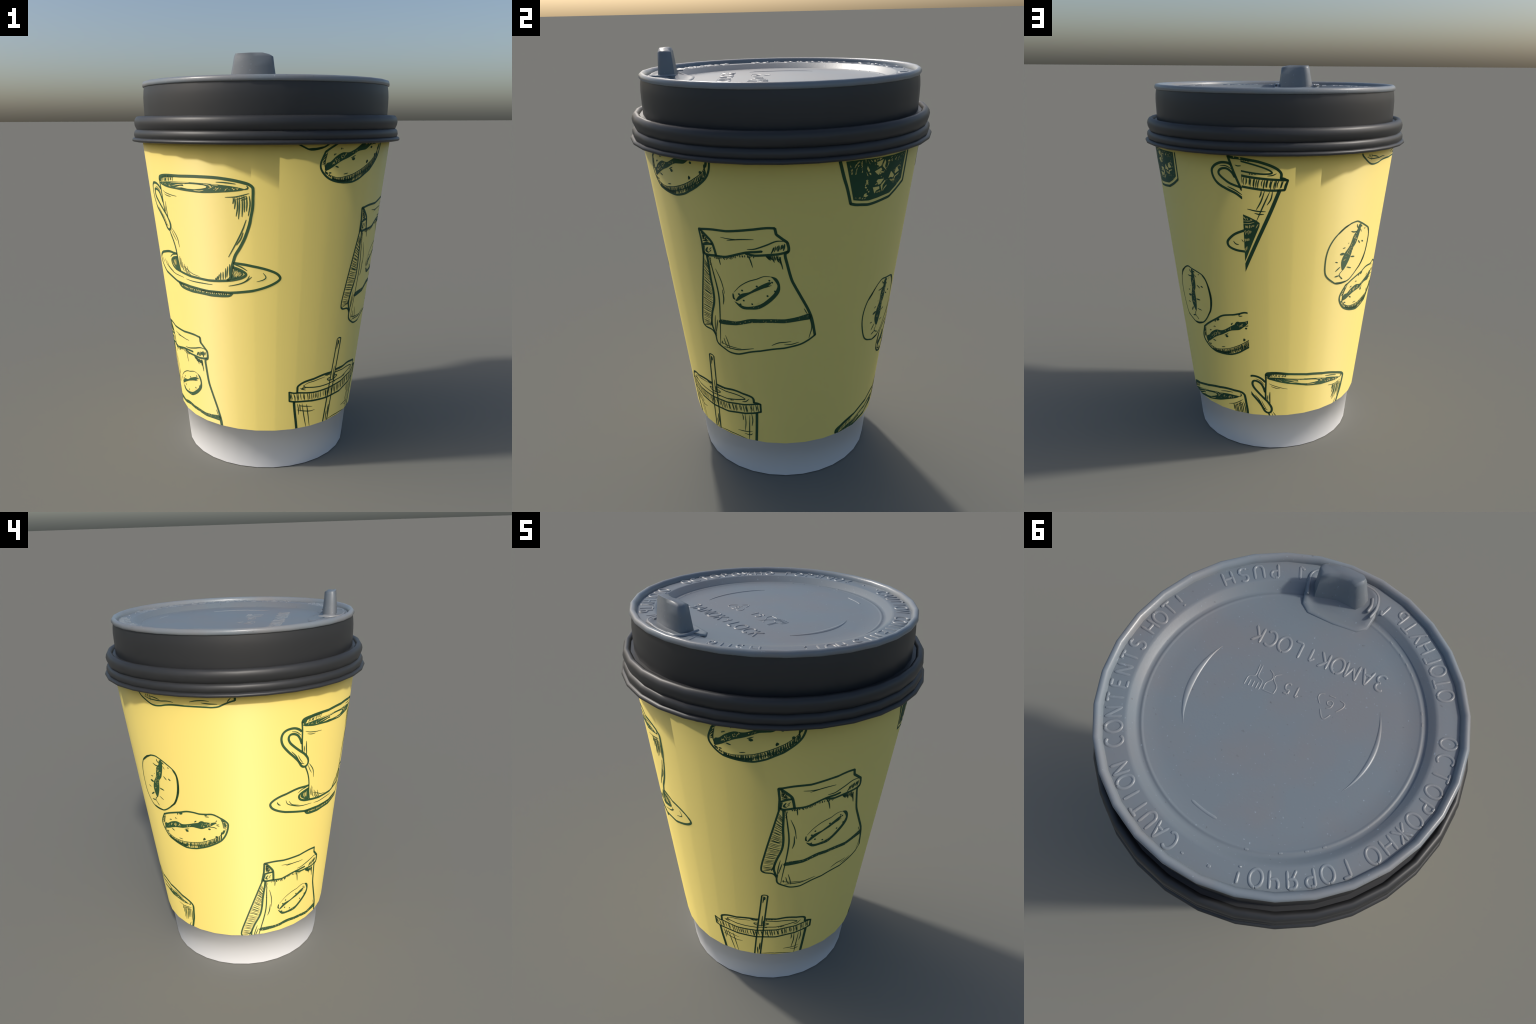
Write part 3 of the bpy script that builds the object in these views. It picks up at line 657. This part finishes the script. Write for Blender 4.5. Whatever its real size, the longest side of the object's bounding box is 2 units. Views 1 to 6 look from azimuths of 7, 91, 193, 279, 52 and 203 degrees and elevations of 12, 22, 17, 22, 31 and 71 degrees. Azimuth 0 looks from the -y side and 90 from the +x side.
    pen.gap_specks([(117.2, 1.455), (122.2, 1.446), (122.2, 1.443), (117.4, 1.451)], w=2, n=10, length=9)
    pen.gap_hatch([(123.8, 1.600), (129.2, 1.602)], [(125.3, 1.586), (127.4, 1.594)], w=3, n=7, slant=0, jit=0.5)
    pen.gap_specks([(131.5, 1.602), (139.6, 1.595), (140.1, 1.570), (134.2, 1.577)], w=3, n=12, length=14)
    pen.gap_specks([(136.5, 1.541), (140.9, 1.552), (141.6, 1.540), (139.1, 1.539)], w=2.5, n=9, length=12)


def draw_seam_iced(pen):
    pen.line([(179.1, 1.529), (183.3, 1.521), (188.6, 1.515), (195.5, 1.510), (199.5, 1.509)], w=8.5)
    pen.line([(178.9, 1.479), (183.2, 1.471), (188.5, 1.464), (193.1, 1.461), (198.2, 1.463)], w=8.5)
    pen.line([(199.5, 1.509), (198.2, 1.463)], w=8, s=1)
    pen.hatch([(179.1, 1.529), (183.3, 1.521), (188.6, 1.515), (195.5, 1.510), (199.5, 1.509)], [(178.9, 1.479), (183.2, 1.471), (188.5, 1.464), (193.1, 1.461), (198.2, 1.463)], w=4.5, n=22, slant=-0.01, jit=0.3)
    pen.line([(179.1, 1.606), (183.6, 1.598), (187.0, 1.592), (191.4, 1.578), (194.7, 1.561), (196.6, 1.540), (196.6, 1.516)], w=9.5)
    pen.line([(196.2, 1.516), (197.5, 1.516), (199.5, 1.509)], w=9, t=1)
    pen.line([(179.2, 1.550), (183.4, 1.542), (188.6, 1.536), (192.4, 1.539), (192.6, 1.547), (190.3, 1.561), (185.2, 1.578), (179.4, 1.594)], w=6)
    pen.hatch([(183.4, 1.538), (186.5, 1.534)], [(183.4, 1.531), (186.5, 1.531)], w=4, n=5, slant=0, jit=0.3)
    pen.line([(190.9, 1.528), (193.1, 1.531), (194.7, 1.539)], w=4, t=1)
    pen.hatch([(179.5, 1.604), (184.2, 1.595)], [(179.1, 1.596), (183.5, 1.590)], w=5, n=6, slant=0, jit=0.3)
    pen.line([(196.0, 1.460), (192.0, 1.354), (186.2, 1.218), (180.0, 1.077), (178.8, 1.050)], w=13)
    pen.line([(188.3, 1.459), (188.1, 1.444), (187.4, 1.427)], w=5, t=1)
    pen.line([(189.7, 1.458), (188.1, 1.409), (185.9, 1.367)], w=5, t=1)
    pen.line([(191.9, 1.455), (189.1, 1.389), (186.0, 1.315)], w=5, t=1)
    pen.line([(193.1, 1.457), (192.4, 1.421), (190.7, 1.392)], w=5, t=1)
    pen.line([(182.0, 1.371), (186.1, 1.362), (190.1, 1.361)], w=5, t=1)
    pen.line([(185.1, 1.352), (187.2, 1.347), (189.4, 1.348)], w=5, t=1)
    pen.fill([(179.0, 1.349), (182.7, 1.333), (186.0, 1.316), (187.4, 1.305), (187.2, 1.288), (183.8, 1.204), (179.7, 1.101), (177.7, 1.090)], s=1)
    pen.gap([(179.8, 1.301), (182.6, 1.301), (184.9, 1.308)], w=3.5, t=1)
    pen.gap([(179.8, 1.313), (182.6, 1.313), (184.2, 1.319)], w=3.5, t=1)
    pen.gap([(180.1, 1.334), (181.2, 1.320)], w=5, t=1)
    pen.gap([(181.6, 1.328), (182.1, 1.319)], w=4, t=1)
    pen.gap([(183.2, 1.323), (183.8, 1.318)], w=4, t=1)
    pen.gap_hatch([(180.3, 1.293), (185.2, 1.296)], [(180.8, 1.269), (185.0, 1.283)], w=3.5, n=7, slant=0, jit=0.4)
    pen.gap_hatch([(180.0, 1.269), (183.5, 1.270)], [(180.9, 1.240), (183.8, 1.250)], w=3, n=7, slant=0, jit=0.5)
    pen.gap_hatch([(180.0, 1.228), (182.4, 1.229)], [(180.7, 1.207), (182.3, 1.212)], w=3, n=6, slant=0, jit=0.5)
    pen.gap_hatch([(180.2, 1.178), (181.6, 1.191)], [(180.3, 1.157), (181.2, 1.170)], w=3, n=4, slant=0, jit=0.5)
    pen.gap([(186.7, 1.300), (185.6, 1.279)], w=4, t=1)


def draw_seam_cup(pen):
    pen.line([(175.5, 1.575), (173.9, 1.582), (170.9, 1.581), (168.1, 1.566), (166.6, 1.543), (167.3, 1.509), (169.7, 1.480), (173.4, 1.459), (177.2, 1.442), (180.1, 1.421)], w=9)
    pen.line([(180.0, 1.470), (175.1, 1.486), (172.2, 1.505), (170.1, 1.526), (170.0, 1.542), (171.4, 1.554), (173.7, 1.555), (175.8, 1.539), (177.0, 1.518)], w=8)
    pen.line([(174.4, 1.614), (176.3, 1.553), (177.9, 1.509), (179.9, 1.460)], w=9)
    pen.fill([(174.3, 1.616), (180.9, 1.608), (180.8, 1.598), (176.4, 1.600), (174.9, 1.603)], s=1)
    pen.line([(180.4, 1.267), (175.6, 1.244), (172.5, 1.216), (171.6, 1.196), (172.6, 1.176), (176.0, 1.163), (180.5, 1.160)], w=9)
    pen.line([(174.6, 1.208), (175.7, 1.195), (177.3, 1.192)], w=4.5, t=1)
    pen.line([(170.6, 1.567), (173.4, 1.567), (175.8, 1.554)], w=4, t=1)
    pen.line([(173.5, 1.472), (176.9, 1.457), (180.0, 1.437)], w=5, t=1)
    pen.line([(177.4, 1.574), (178.6, 1.570), (180.4, 1.572)], w=4, t=1)
    pen.line([(178.8, 1.220), (179.7, 1.207)], w=3, t=1)
    pen.gap_specks([(176.3, 1.612), (180.2, 1.606), (180.2, 1.603), (176.6, 1.608)], w=3, n=5, length=10)


def draw_bag_foot(pen):
    pen.line([(234.3, 1.609), (235.0, 1.598), (237.1, 1.580), (240.6, 1.558), (243.3, 1.552), (246.2, 1.555), (249.3, 1.562), (252.6, 1.566), (257.2, 1.567), (263.5, 1.566), (268.8, 1.565), (271.3, 1.565), (273.3, 1.568), (275.4, 1.578), (277.6, 1.588), (280.1, 1.596)], w=6)
    pen.line([(280.1, 1.595), (280.2, 1.616)], w=8, s=1)
    pen.line([(237.7, 1.590), (241.1, 1.580), (246.4, 1.579), (250.5, 1.582), (253.4, 1.579)], w=4, t=1)
    pen.line([(240.9, 1.595), (244.2, 1.590), (246.6, 1.583)], w=4, t=1)
    pen.line([(261.0, 1.587), (263.4, 1.593), (266.4, 1.596), (269.6, 1.594)], w=4, t=1)
    pen.line([(266.0, 1.585), (268.9, 1.582), (272.9, 1.580)], w=4, t=1)
    pen.line([(278.4, 1.608), (277.6, 1.599), (276.9, 1.590)], w=4, t=1)
    pen.line([(239.0, 1.603), (238.8, 1.590)], w=3.5, t=1)
    pen.line([(240.1, 1.604), (240.0, 1.586)], w=3.5, t=1)
    pen.line([(241.1, 1.602), (241.2, 1.573)], w=3.5, t=1)


# --------------------------------------------------------------- build: cup
root = bpy.data.objects.new("paper_coffee_cup", None)
bpy.context.scene.collection.objects.link(root)
root["label"] = "yellow paper coffee cup with green drawings and black lid"
root["category"] = "coffee cup"

CUP_SHIFT = (0.0016, 0.0016, 0)          # the cup sits a hair off the lid's axis
cup_wall = lathe("cup_wall", [(0.400, 0.020), (0.4235, 0.020), (0.4240, 0.0005), (0.4295, 0.0), (0.4520, 0.2235), (0.4690, 0.2240)],
                 root, WHITE, sharp=30, cap_first=True)
lean_down = []
for v in cup_wall.data.vertices:          # the wall shades into the ledge above it and stays crisp at the foot
    up = v.co.z > 0.1
    lean = math.radians(-40 if up else 2)
    lean_down.append(polar(math.degrees(math.atan2(v.co.x, -v.co.y)), math.cos(lean), math.sin(lean)))
cup_wall.data.normals_split_custom_set_from_vertices(lean_down)
cup_wall.location = CUP_SHIFT
sleeve = lathe("sleeve", [SLEEVE_BOTTOM, (sleeve_radius(1.66), 1.66)], root, PAPER)
sleeve.location = CUP_SHIFT
sleeve.data.normals_split_custom_set_from_vertices(
    [sleeve_normal(math.degrees(math.atan2(v.co.x, -v.co.y)), v.co.z) for v in sleeve.data.vertices])


def affine(centre, base, along_angle, along_height):
    """Place a drawing: 30 degrees and 0.3 m steps of the original become the given steps."""
    def f(th, z):
        u, v = (th - centre[0]) / 30.0, (z - centre[1]) / 0.3
        return (base[0] + along_angle[0] * u + along_height[0] * v, base[1] + along_angle[1] * u + along_height[1] * v)
    return f


def stamp(name, draw, seed, place=None, window=(-400, 800)):
    pen = Pen(place, seed, window)
    draw(pen)
    return pen.finish(name, sleeve)


stamp("printed_coffee_cup", draw_cup, 1)
stamp("printed_coffee_cup", draw_cup, 2, affine((335.72, 1.40), (216.72, 0.3866), (33.33, -0.049), (3.12, 0.2894)), (180, 300))
stamp("printed_coffee_cup", draw_cup, 3, affine((349.84, 1.43), (163.92, 0.3055), (32.33, 0.0738), (-6.09, 0.3496)), (60, 180))
stamp("printed_coffee_cup", draw_seam_cup, 4, None, (100, 180))
stamp("printed_coffee_bag", draw_bag, 5)
stamp("printed_coffee_bag", draw_bag, 6, affine((73.23, 1.13), (309.49, 0.4863), (32.64, -0.0367), (4.93, 0.2955)))
stamp("printed_coffee_bag", draw_bag_foot, 7)
stamp("printed_coffee_beans", draw_beans, 8)
stamp("printed_coffee_beans", draw_beans, 9, affine((241.59, 1.0), (155.05, 0.7696), (28.69, 0.0769), (-9.15, 0.2807)), (60, 180))
stamp("printed_coffee_beans", draw_beans, 10, affine((246.78, 0.87), (41.89, 1.5369), (25.74, 0.044), (-5.94, 0.2823)))
stamp("printed_iced_drink", draw_iced, 11)
stamp("printed_iced_drink", draw_ice_base, 12)
stamp("printed_iced_drink", draw_seam_iced, 13, None, (180, 300))

# --------------------------------------------------------------- build: lid
lathe("lid_skirt", [
    (0.600, 1.884), (0.613, 1.882), (0.6165, 1.860), (0.6185, 1.832), (0.6180, 1.795), (0.6170, 1.765), (0.6162, 1.740),
    (0.6160, 1.729), (0.6320, 1.729), (0.6345, 1.733), (0.6385, 1.739),            # gutter behind the first bead
    (0.6460, 1.7422), (0.6560, 1.7395), (0.6640, 1.7280), (0.6675, 1.7130), (0.6650, 1.6960), (0.6590, 1.6830), (0.6560, 1.6790),
    (0.6620, 1.6765), (0.6685, 1.6680), (0.6705, 1.6560), (0.6690, 1.6460), (0.6660, 1.6405),
    (0.6720, 1.6390), (0.6790, 1.6340), (0.6804, 1.6280), (0.6780, 1.6235), (0.6700, 1.6202), (0.6300, 1.6210)],
    root, BLACK, sharp=55)
lathe("lid_rim", [(0.610, 1.880), (0.6170, 1.8805), (0.6205, 1.8840), (0.6215, 1.8905), (0.6200, 1.8985), (0.6150, 1.9045), (0.6080, 1.9068),
                  (0.6010, 1.9045), (0.5950, 1.8985), (0.5915, 1.8910), (0.5900, 1.8830)], root, RIM_GREY, sharp=70)
lid_top = lathe("lid_top", [(0.598, 1.8845), (0.560, 1.8862), (0.520, 1.8867), (0.5065, 1.8864), (0.4885, 1.8630), (0.4765, 1.8614),
                            (0.4725, 1.8620), (0.4690, 1.8636), (0.4655, 1.8637), (0.4625, 1.8624), (0.4580, 1.8614), (0.40, 1.8612), (0.20, 1.8615), (0.05, 1.8615)],
                root, GREY, sides=128, sharp=80, cap_last=True)
FLOOR, SHELF = 1.8612, 1.8862


def raised_path(name, paths, width, height, z, taper=False, mat=GREY_RELIEF):
    """Rounded ridges moulded along plan-view paths (x, y)."""
    verts, faces = [], []
    section = [(-1.0, -0.25), (-0.72, 0.45), (-0.28, 0.93), (0.28, 0.93), (0.72, 0.45), (1.0, -0.25)]
    for path, w in paths:
        c = spline(path, 8 if len(path) < 4 else 4)
        n = len(c) - 1
        start = len(verts)
        for i, p in enumerate(c):
            d = (c[min(i + 1, n)] - c[max(i - 1, 0)]).normalized()
            side = Vector((-d.y, d.x))
            k = max(0.08, math.sin(math.pi * i / n)) if taper else (0.55 if i in (0, n) else 1.0)
            for a, h in section:
                q = p + side * a * width * w * 0.5 * k
                verts.append((q.x, q.y, z + h * height * (k ** 0.5)))
        m = len(section)
        for i in range(n):
            for j in range(m - 1):
                a = start + i * m + j
                faces.append((a, a + m, a + m + 1, a + 1))
        faces.append(tuple(start + j for j in range(m)))
        faces.append(tuple(start + n * m + j for j in reversed(range(m))))
    me = bpy.data.meshes.new(name)
    me.from_pydata(verts, [], faces)
    bm = bmesh.new()
    bm.from_mesh(me)
    bmesh.ops.recalc_face_normals(bm, faces=bm.faces)
    bm.to_mesh(me)
    bm.free()
    me.shade_smooth()
    me.set_sharp_from_angle(angle=math.radians(70))
    return new_object(name, me, lid_top, [mat])


def arc(cx, cy, rx, ry, a, b, n=9):
    return [(cx + rx * math.cos(math.radians(a + (b - a) * i / (n - 1))), cy + ry * math.sin(math.radians(a + (b - a) * i / (n - 1)))) for i in range(n)]


# single-stroke capitals in a box 0.8 wide, 1 high, centred on x = 0; each stroke is a list of points
BOWL = arc(0.0, 0.76, 0.30, 0.24, 90, -90, 7)
STROKES = {
    "A": [[(-0.38, 0), (0, 1)], [(0, 1), (0.38, 0)], [(-0.22, 0.36), (0.22, 0.36)]],
    "C": [arc(0.04, 0.5, 0.40, 0.5, 50, 310, 13)],
    "E": [[(-0.28, 0), (-0.28, 1)], [(-0.28, 1), (0.28, 1)], [(-0.28, 0.52), (0.2, 0.52)], [(-0.28, 0), (0.28, 0)]],
    "H": [[(-0.34, 0), (-0.34, 1)], [(0.34, 0), (0.34, 1)], [(-0.34, 0.5), (0.34, 0.5)]],
    "I": [[(0, 0), (0, 1)]],
    "K": [[(-0.28, 0), (-0.28, 1)], [(0.30, 1), (-0.26, 0.48)], [(-0.10, 0.60), (0.32, 0)]],
    "L": [[(-0.24, 1), (-0.24, 0)], [(-0.24, 0), (0.28, 0)]],
    "M": [[(-0.42, 0), (-0.36, 1)], [(-0.36, 1), (0, 0.25)], [(0, 0.25), (0.36, 1)], [(0.36, 1), (0.42, 0)]],
    "N": [[(-0.34, 0), (-0.34, 1)], [(-0.34, 1), (0.34, 0)], [(0.34, 0), (0.34, 1)]],
    "O": [arc(0, 0.5, 0.42, 0.5, 90, 450, 17)],
    "P": [[(-0.28, 0), (-0.28, 1)], [(-0.28, 1), (0.02, 1)] , [(0.02, 1)] + arc(0.02, 0.74, 0.26, 0.26, 80, -80, 6) + [(-0.26, 0.48)]],
    "S": [arc(0, 0.76, 0.28, 0.24, 40, 250, 8) + arc(0, 0.26, 0.30, 0.26, 70, -150, 8)],
    "T": [[(-0.36, 1), (0.36, 1)], [(0, 1), (0, 0)]],
    "U": [[(-0.34, 1), (-0.34, 0.36)] + arc(0, 0.34, 0.34, 0.34, 200, 340, 7) + [(0.34, 0.36), (0.34, 1)]],
    "З": [arc(-0.02, 0.76, 0.27, 0.24, 150, -90, 9), arc(-0.02, 0.26, 0.32, 0.26, 90, -150, 9)],
    "Ж": [[(0, 0), (0, 1)], [(-0.46, 1), (-0.06, 0.5)], [(-0.06, 0.5), (-0.5, 0)], [(0.46, 1), (0.06, 0.5)], [(0.06, 0.5), (0.5, 0)]],
    "Г": [[(-0.24, 0), (-0.24, 1)], [(-0.24, 1), (0.28, 1)]],
    "Я": [[(0.28, 0), (0.28, 1)], [(0.26, 1), (-0.02, 1)] + arc(-0.02, 0.74, 0.26, 0.26, 100, 260, 6) + [(0.26, 0.48)], [(-0.04, 0.48), (-0.32, 0)]],
    "Ч": [[(0.28, 0), (0.28, 1)], [(-0.28, 1), (-0.28, 0.66), (-0.12, 0.46), (0.26, 0.48)]],
    "У": [[(-0.34, 1), (0.02, 0.38)], [(0.34, 1), (0.0, 0.30), (-0.14, 0.04), (-0.28, 0.0)]],
    "Ь": [[(-0.26, 1), (-0.26, 0)], [(-0.24, 0.54), (0.04, 0.54)] + arc(0.04, 0.27, 0.26, 0.27, 80, -80, 6) + [(-0.24, 0.0)]],
    "!": [[(0, 1), (0, 0.34)], [(0, 0.10), (0, 0.0)]],
    "1": [[(0.06, 0), (0.06, 1)], [(0.06, 1), (-0.20, 0.76)]],
    "5": [[(0.24, 1), (-0.20, 1)], [(-0.20, 1), (-0.24, 0.56)], [(-0.24, 0.56), (0.02, 0.64)] + arc(0.0, 0.32, 0.28, 0.32, 60, -140, 9)],
}
STROKES.update({"А": STROKES["A"], "С": STROKES["C"], "Н": STROKES["H"], "К": STROKES["K"], "М": STROKES["M"], "О": STROKES["O"], "Р": STROKES["P"], "Т": STROKES["T"]})


def embossed_text(name, text, cap, place, z, width):
    """Raised lettering; place(i) -> plan matrix of letter i; the letters of a word form one mesh."""
    paths = []
    for i, ch in enumerate(text):
        m = place(i)
        for s in STROKES[ch]:
            paths.append(([(m @ Vector((x * cap * 0.86, (y - 0.5) * cap, 0))).to_2d() for x, y in s], 1.0))
    return raised_path(name, paths, width, width * 0.27, z)


def round_the_rim(text, first, last, r, tops_out):
    """Letters spread evenly between two angles on the shelf."""
    def place(i):
        th = first + (last - first) * i / (len(text) - 1)
        turn = math.radians(th + (180 if tops_out else 0))
        return Matrix.Translation(polar(th, r, 0)) @ Matrix.Rotation(turn, 4, "Z")
    return place


def in_a_row(xs, y):
    return lambda i: Matrix.Translation((xs[i], y, 0))


CAP = 0.055
for text, first, last, tops_out in (("CAUTION", 166, 135.5, True), ("CONTENTS", 125.5, 87.5, True), ("HOT!", 79.5, 64.5, True),
                                    ("ОСТОРОЖНО", -77.5, -125.5, True), ("ГОРЯЧО!", -135.5, -169.5, True),
                                    ("PUSH", 27.0, 44.8, False), ("ОТОГНУТЬ", -59.5, -25.0, False)):
    embossed_text("embossed_word", text, CAP, round_the_rim(text, first, last, 0.5535 if tops_out else 0.549, tops_out), SHELF, 0.0125)
embossed_text("embossed_word", "ЗАМОК", 0.060, in_a_row([-0.258, -0.208, -0.153, -0.100, -0.050], -0.245), FLOOR, 0.0125)
embossed_text("embossed_word", "LOCK", 0.060, in_a_row([0.052, 0.100, 0.153, 0.200], -0.245), FLOOR, 0.0125)
embossed_text("embossed_word", "15", 0.040, in_a_row([-0.014, 0.022], -0.095), FLOOR, 0.0095)


def ring_path(r, a, b, n=9):
    return [polar(a + (b - a) * i / (n - 1), r, 0).to_2d() for i in range(n)]


raised_path("crescent_ridge", [(ring_path(0.330, 63, 120), 1.0)], 0.026, 0.0045, FLOOR, taper=True)
raised_path("crescent_ridge", [(ring_path(0.330, -64, -120), 1.0)], 0.020, 0.0036, FLOOR, taper=True)
raised_path("dash_ridge", [(ring_path(0.413, 160.5, 174.5, 4), 1.0)], 0.012, 0.0024, FLOOR)
raised_path("arrow_mark", [([(0.0, -0.272), (0.0, -0.222)], 1.0), ([(0.0, -0.221), (-0.015, -0.238)], 1.0)], 0.012, 0.0026, FLOOR)
raised_path("arrow_mark", [([(0.153, -0.495), (0.172, -0.545)], 1.0), ([(0.172, -0.545), (0.152, -0.538)], 1.0)], 0.013, 0.0028, SHELF)
raised_path("arrow_mark", [([(-0.165, -0.478), (-0.182, -0.525)], 1.0), ([(-0.165, -0.478), (-0.158, -0.497)], 1.0)], 0.013, 0.0028, SHELF)
raised_path("cup_and_fork_mark", [
    ([(0.058, -0.056), (0.098, -0.056)], 1), ([(0.058, -0.056), (0.058, -0.084), (0.076, -0.104), (0.078, -0.122), (0.060, -0.136)], 1),
    ([(0.098, -0.056), (0.098, -0.084), (0.084, -0.104), (0.086, -0.122), (0.104, -0.136)], 1),
    ([(0.122, -0.050), (0.122, -0.076)], 1), ([(0.136, -0.050), (0.136, -0.076)], 1), ([(0.150, -0.050), (0.150, -0.076)], 1),
    ([(0.110, -0.050), (0.112, -0.084), (0.132, -0.096), (0.134, -0.140)], 1), ([(0.164, -0.050), (0.162, -0.084), (0.142, -0.096), (0.144, -0.140)], 1)],
    0.0066, 0.0020, FLOOR)
raised_path("recycling_mark", [
    ([(-0.158, -0.128), (-0.176, -0.122), (-0.176, -0.106), (-0.160, -0.082)], 1), ([(-0.148, -0.066), (-0.134, -0.044), (-0.122, -0.048), (-0.108, -0.072)], 1),
    ([(-0.100, -0.088), (-0.086, -0.108), (-0.088, -0.124), (-0.104, -0.130)], 1), ([(-0.142, -0.130), (-0.118, -0.130)], 1),
    ([(-0.124, -0.082), (-0.138, -0.090), (-0.140, -0.108), (-0.130, -0.114), (-0.120, -0.106), (-0.126, -0.096), (-0.138, -0.098)], 1)],
    0.0066, 0.0020, FLOOR)
# moulded seat of the spout: raised plate under it, pocket edge on the floor, hinge arches on the shelf
plate = [(0.122, -0.470), (0.132, -0.505), (0.128, -0.545), (0.104, -0.570), (0.0, -0.578), (-0.104, -0.570), (-0.134, -0.545), (-0.146, -0.505), (-0.148, -0.465),
         (-0.140, -0.420), (-0.110, -0.394), (-0.02, -0.388), (0.080, -0.394), (0.112, -0.420)]


def seat_height(y):
    """Shelf level in front, sliding down over the step to the floor behind the spout."""
    k = min(max((y + 0.500) / 0.085, 0.0), 1.0)
    return SHELF + (FLOOR - SHELF) * k


def hinge_plate():
    n, verts, faces = len(plate), [], []
    for k, lift in ((1.0, -0.003), (0.985, 0.0022), (0.95, 0.0042), (0.86, 0.0042), (0.80, 0.0015), (0.55, 0.0015), (0.25, 0.0015)):
        for x, y in plate:
            px, py = x * k, -0.490 + (y + 0.490) * k
            verts.append((px, py, seat_height(py) + lift * (1.6 if py < -0.47 else 1.0)))
    for j in range(6):
        for i in range(n):
            faces.append((j * n + i, j * n + (i + 1) % n, (j + 1) * n + (i + 1) % n, (j + 1) * n + i))
    faces.append(tuple(6 * n + i for i in range(n)))
    me = bpy.data.meshes.new("hinge_plate")
    me.from_pydata(verts, [], faces)
    bm = bmesh.new()
    bm.from_mesh(me)
    bmesh.ops.recalc_face_normals(bm, faces=bm.faces)
    bm.to_mesh(me)
    bm.free()
    me.shade_smooth()
    me.set_sharp_from_angle(angle=math.radians(50))
    new_object("hinge_plate", me, lid_top, [GREY])


hinge_plate()
raised_path("hinge_arch", [([(0.104, -0.450), (0.116, -0.490), (0.124, -0.530), (0.106, -0.556), (0.060, -0.564)], 1)], 0.013, 0.0055, 1.8895)
raised_path("hinge_arch", [([(-0.132, -0.450), (-0.140, -0.490), (-0.130, -0.538), (-0.100, -0.560), (-0.040, -0.568)], 1),
                           ([(-0.116, -0.468), (-0.120, -0.500), (-0.112, -0.528)], 1)], 0.013, 0.0055, 1.8895)
rng = random.Random(21)
raised_path("moulding_nub", [(ring_path(0.468, a, a + 1.6, 2), 1) for a in (-31, -38, -43, -48, -66, -71, -140, -147, -157, -170)], 0.008, 0.0016, 1.8632)
raised_path("moulding_nub", [(ring_path(0.558, -178.4, -179.6, 2), 1), (ring_path(0.562, 172, 171, 2), 0.7)], 0.012, 0.0022, SHELF)


# -------------------------------------------------------------- build: spout
def spout():
    """Folding drinking spout: a crescent in plan, convex in front and hollow towards the lid's centre,
    tapering upward to a slanted, chamfered lip."""
    foot = [(-0.096, -0.528), (0.0, -0.535), (0.092, -0.529), (0.102, -0.515), (0.098, -0.488), (0.080, -0.454),
            (0.040, -0.463), (0.0, -0.471), (-0.040, -0.468), (-0.078, -0.464), (-0.103, -0.490), (-0.108, -0.514)]
    brow = [(-0.076, -0.524), (0.0, -0.529), (0.074, -0.525), (0.084, -0.514), (0.083, -0.497), (0.066, -0.468),
            (0.035, -0.480), (0.0, -0.487), (-0.035, -0.484), (-0.060, -0.478), (-0.080, -0.496), (-0.084, -0.514)]
    verts, faces = [], []
    rings = [(1.862, 0.0), (1.905, 0.36), (1.945, 0.70), (1.984, 1.0)]
    for z, k in rings:
        verts += [(a[0] + (b[0] - a[0]) * k, a[1] + (b[1] - a[1]) * k, z) for a, b in zip(foot, brow)]
    n = 12
    verts += [(-0.066, -0.524, 1.9985), (-0.010, -0.528, 2.0), (0.040, -0.523, 2.0), (0.066, -0.512, 1.9945), (0.074, -0.498, 1.991), (0.058, -0.482, 1.991),
              (0.034, -0.489, 1.999), (0.0, -0.499, 2.0), (-0.040, -0.494, 1.9995), (-0.056, -0.484, 1.997), (-0.074, -0.499, 1.999), (-0.078, -0.514, 1.999)]
    for j in range(len(rings)):
        for i in range(n):
            a, b = j * n + i, j * n + (i + 1) % n
            faces.append((a, b, b + n, a + n))
    top = len(rings) * n
    faces.append(tuple(top + i for i in range(n)))
    me = bpy.data.meshes.new("drinking_spout")
    me.from_pydata(verts, [], faces)
    bm = bmesh.new()
    bm.from_mesh(me)
    bmesh.ops.recalc_face_normals(bm, faces=bm.faces)
    bm.to_mesh(me)
    bm.free()
    me.shade_smooth()
    me.set_sharp_from_angle(angle=math.radians(65))
    return new_object("drinking_spout", me, lid_top, [GREY])


spout().location = (0.002, -0.001, 0)
for me in [m for m in bpy.data.meshes if not m.users]:
    bpy.data.meshes.remove(me)
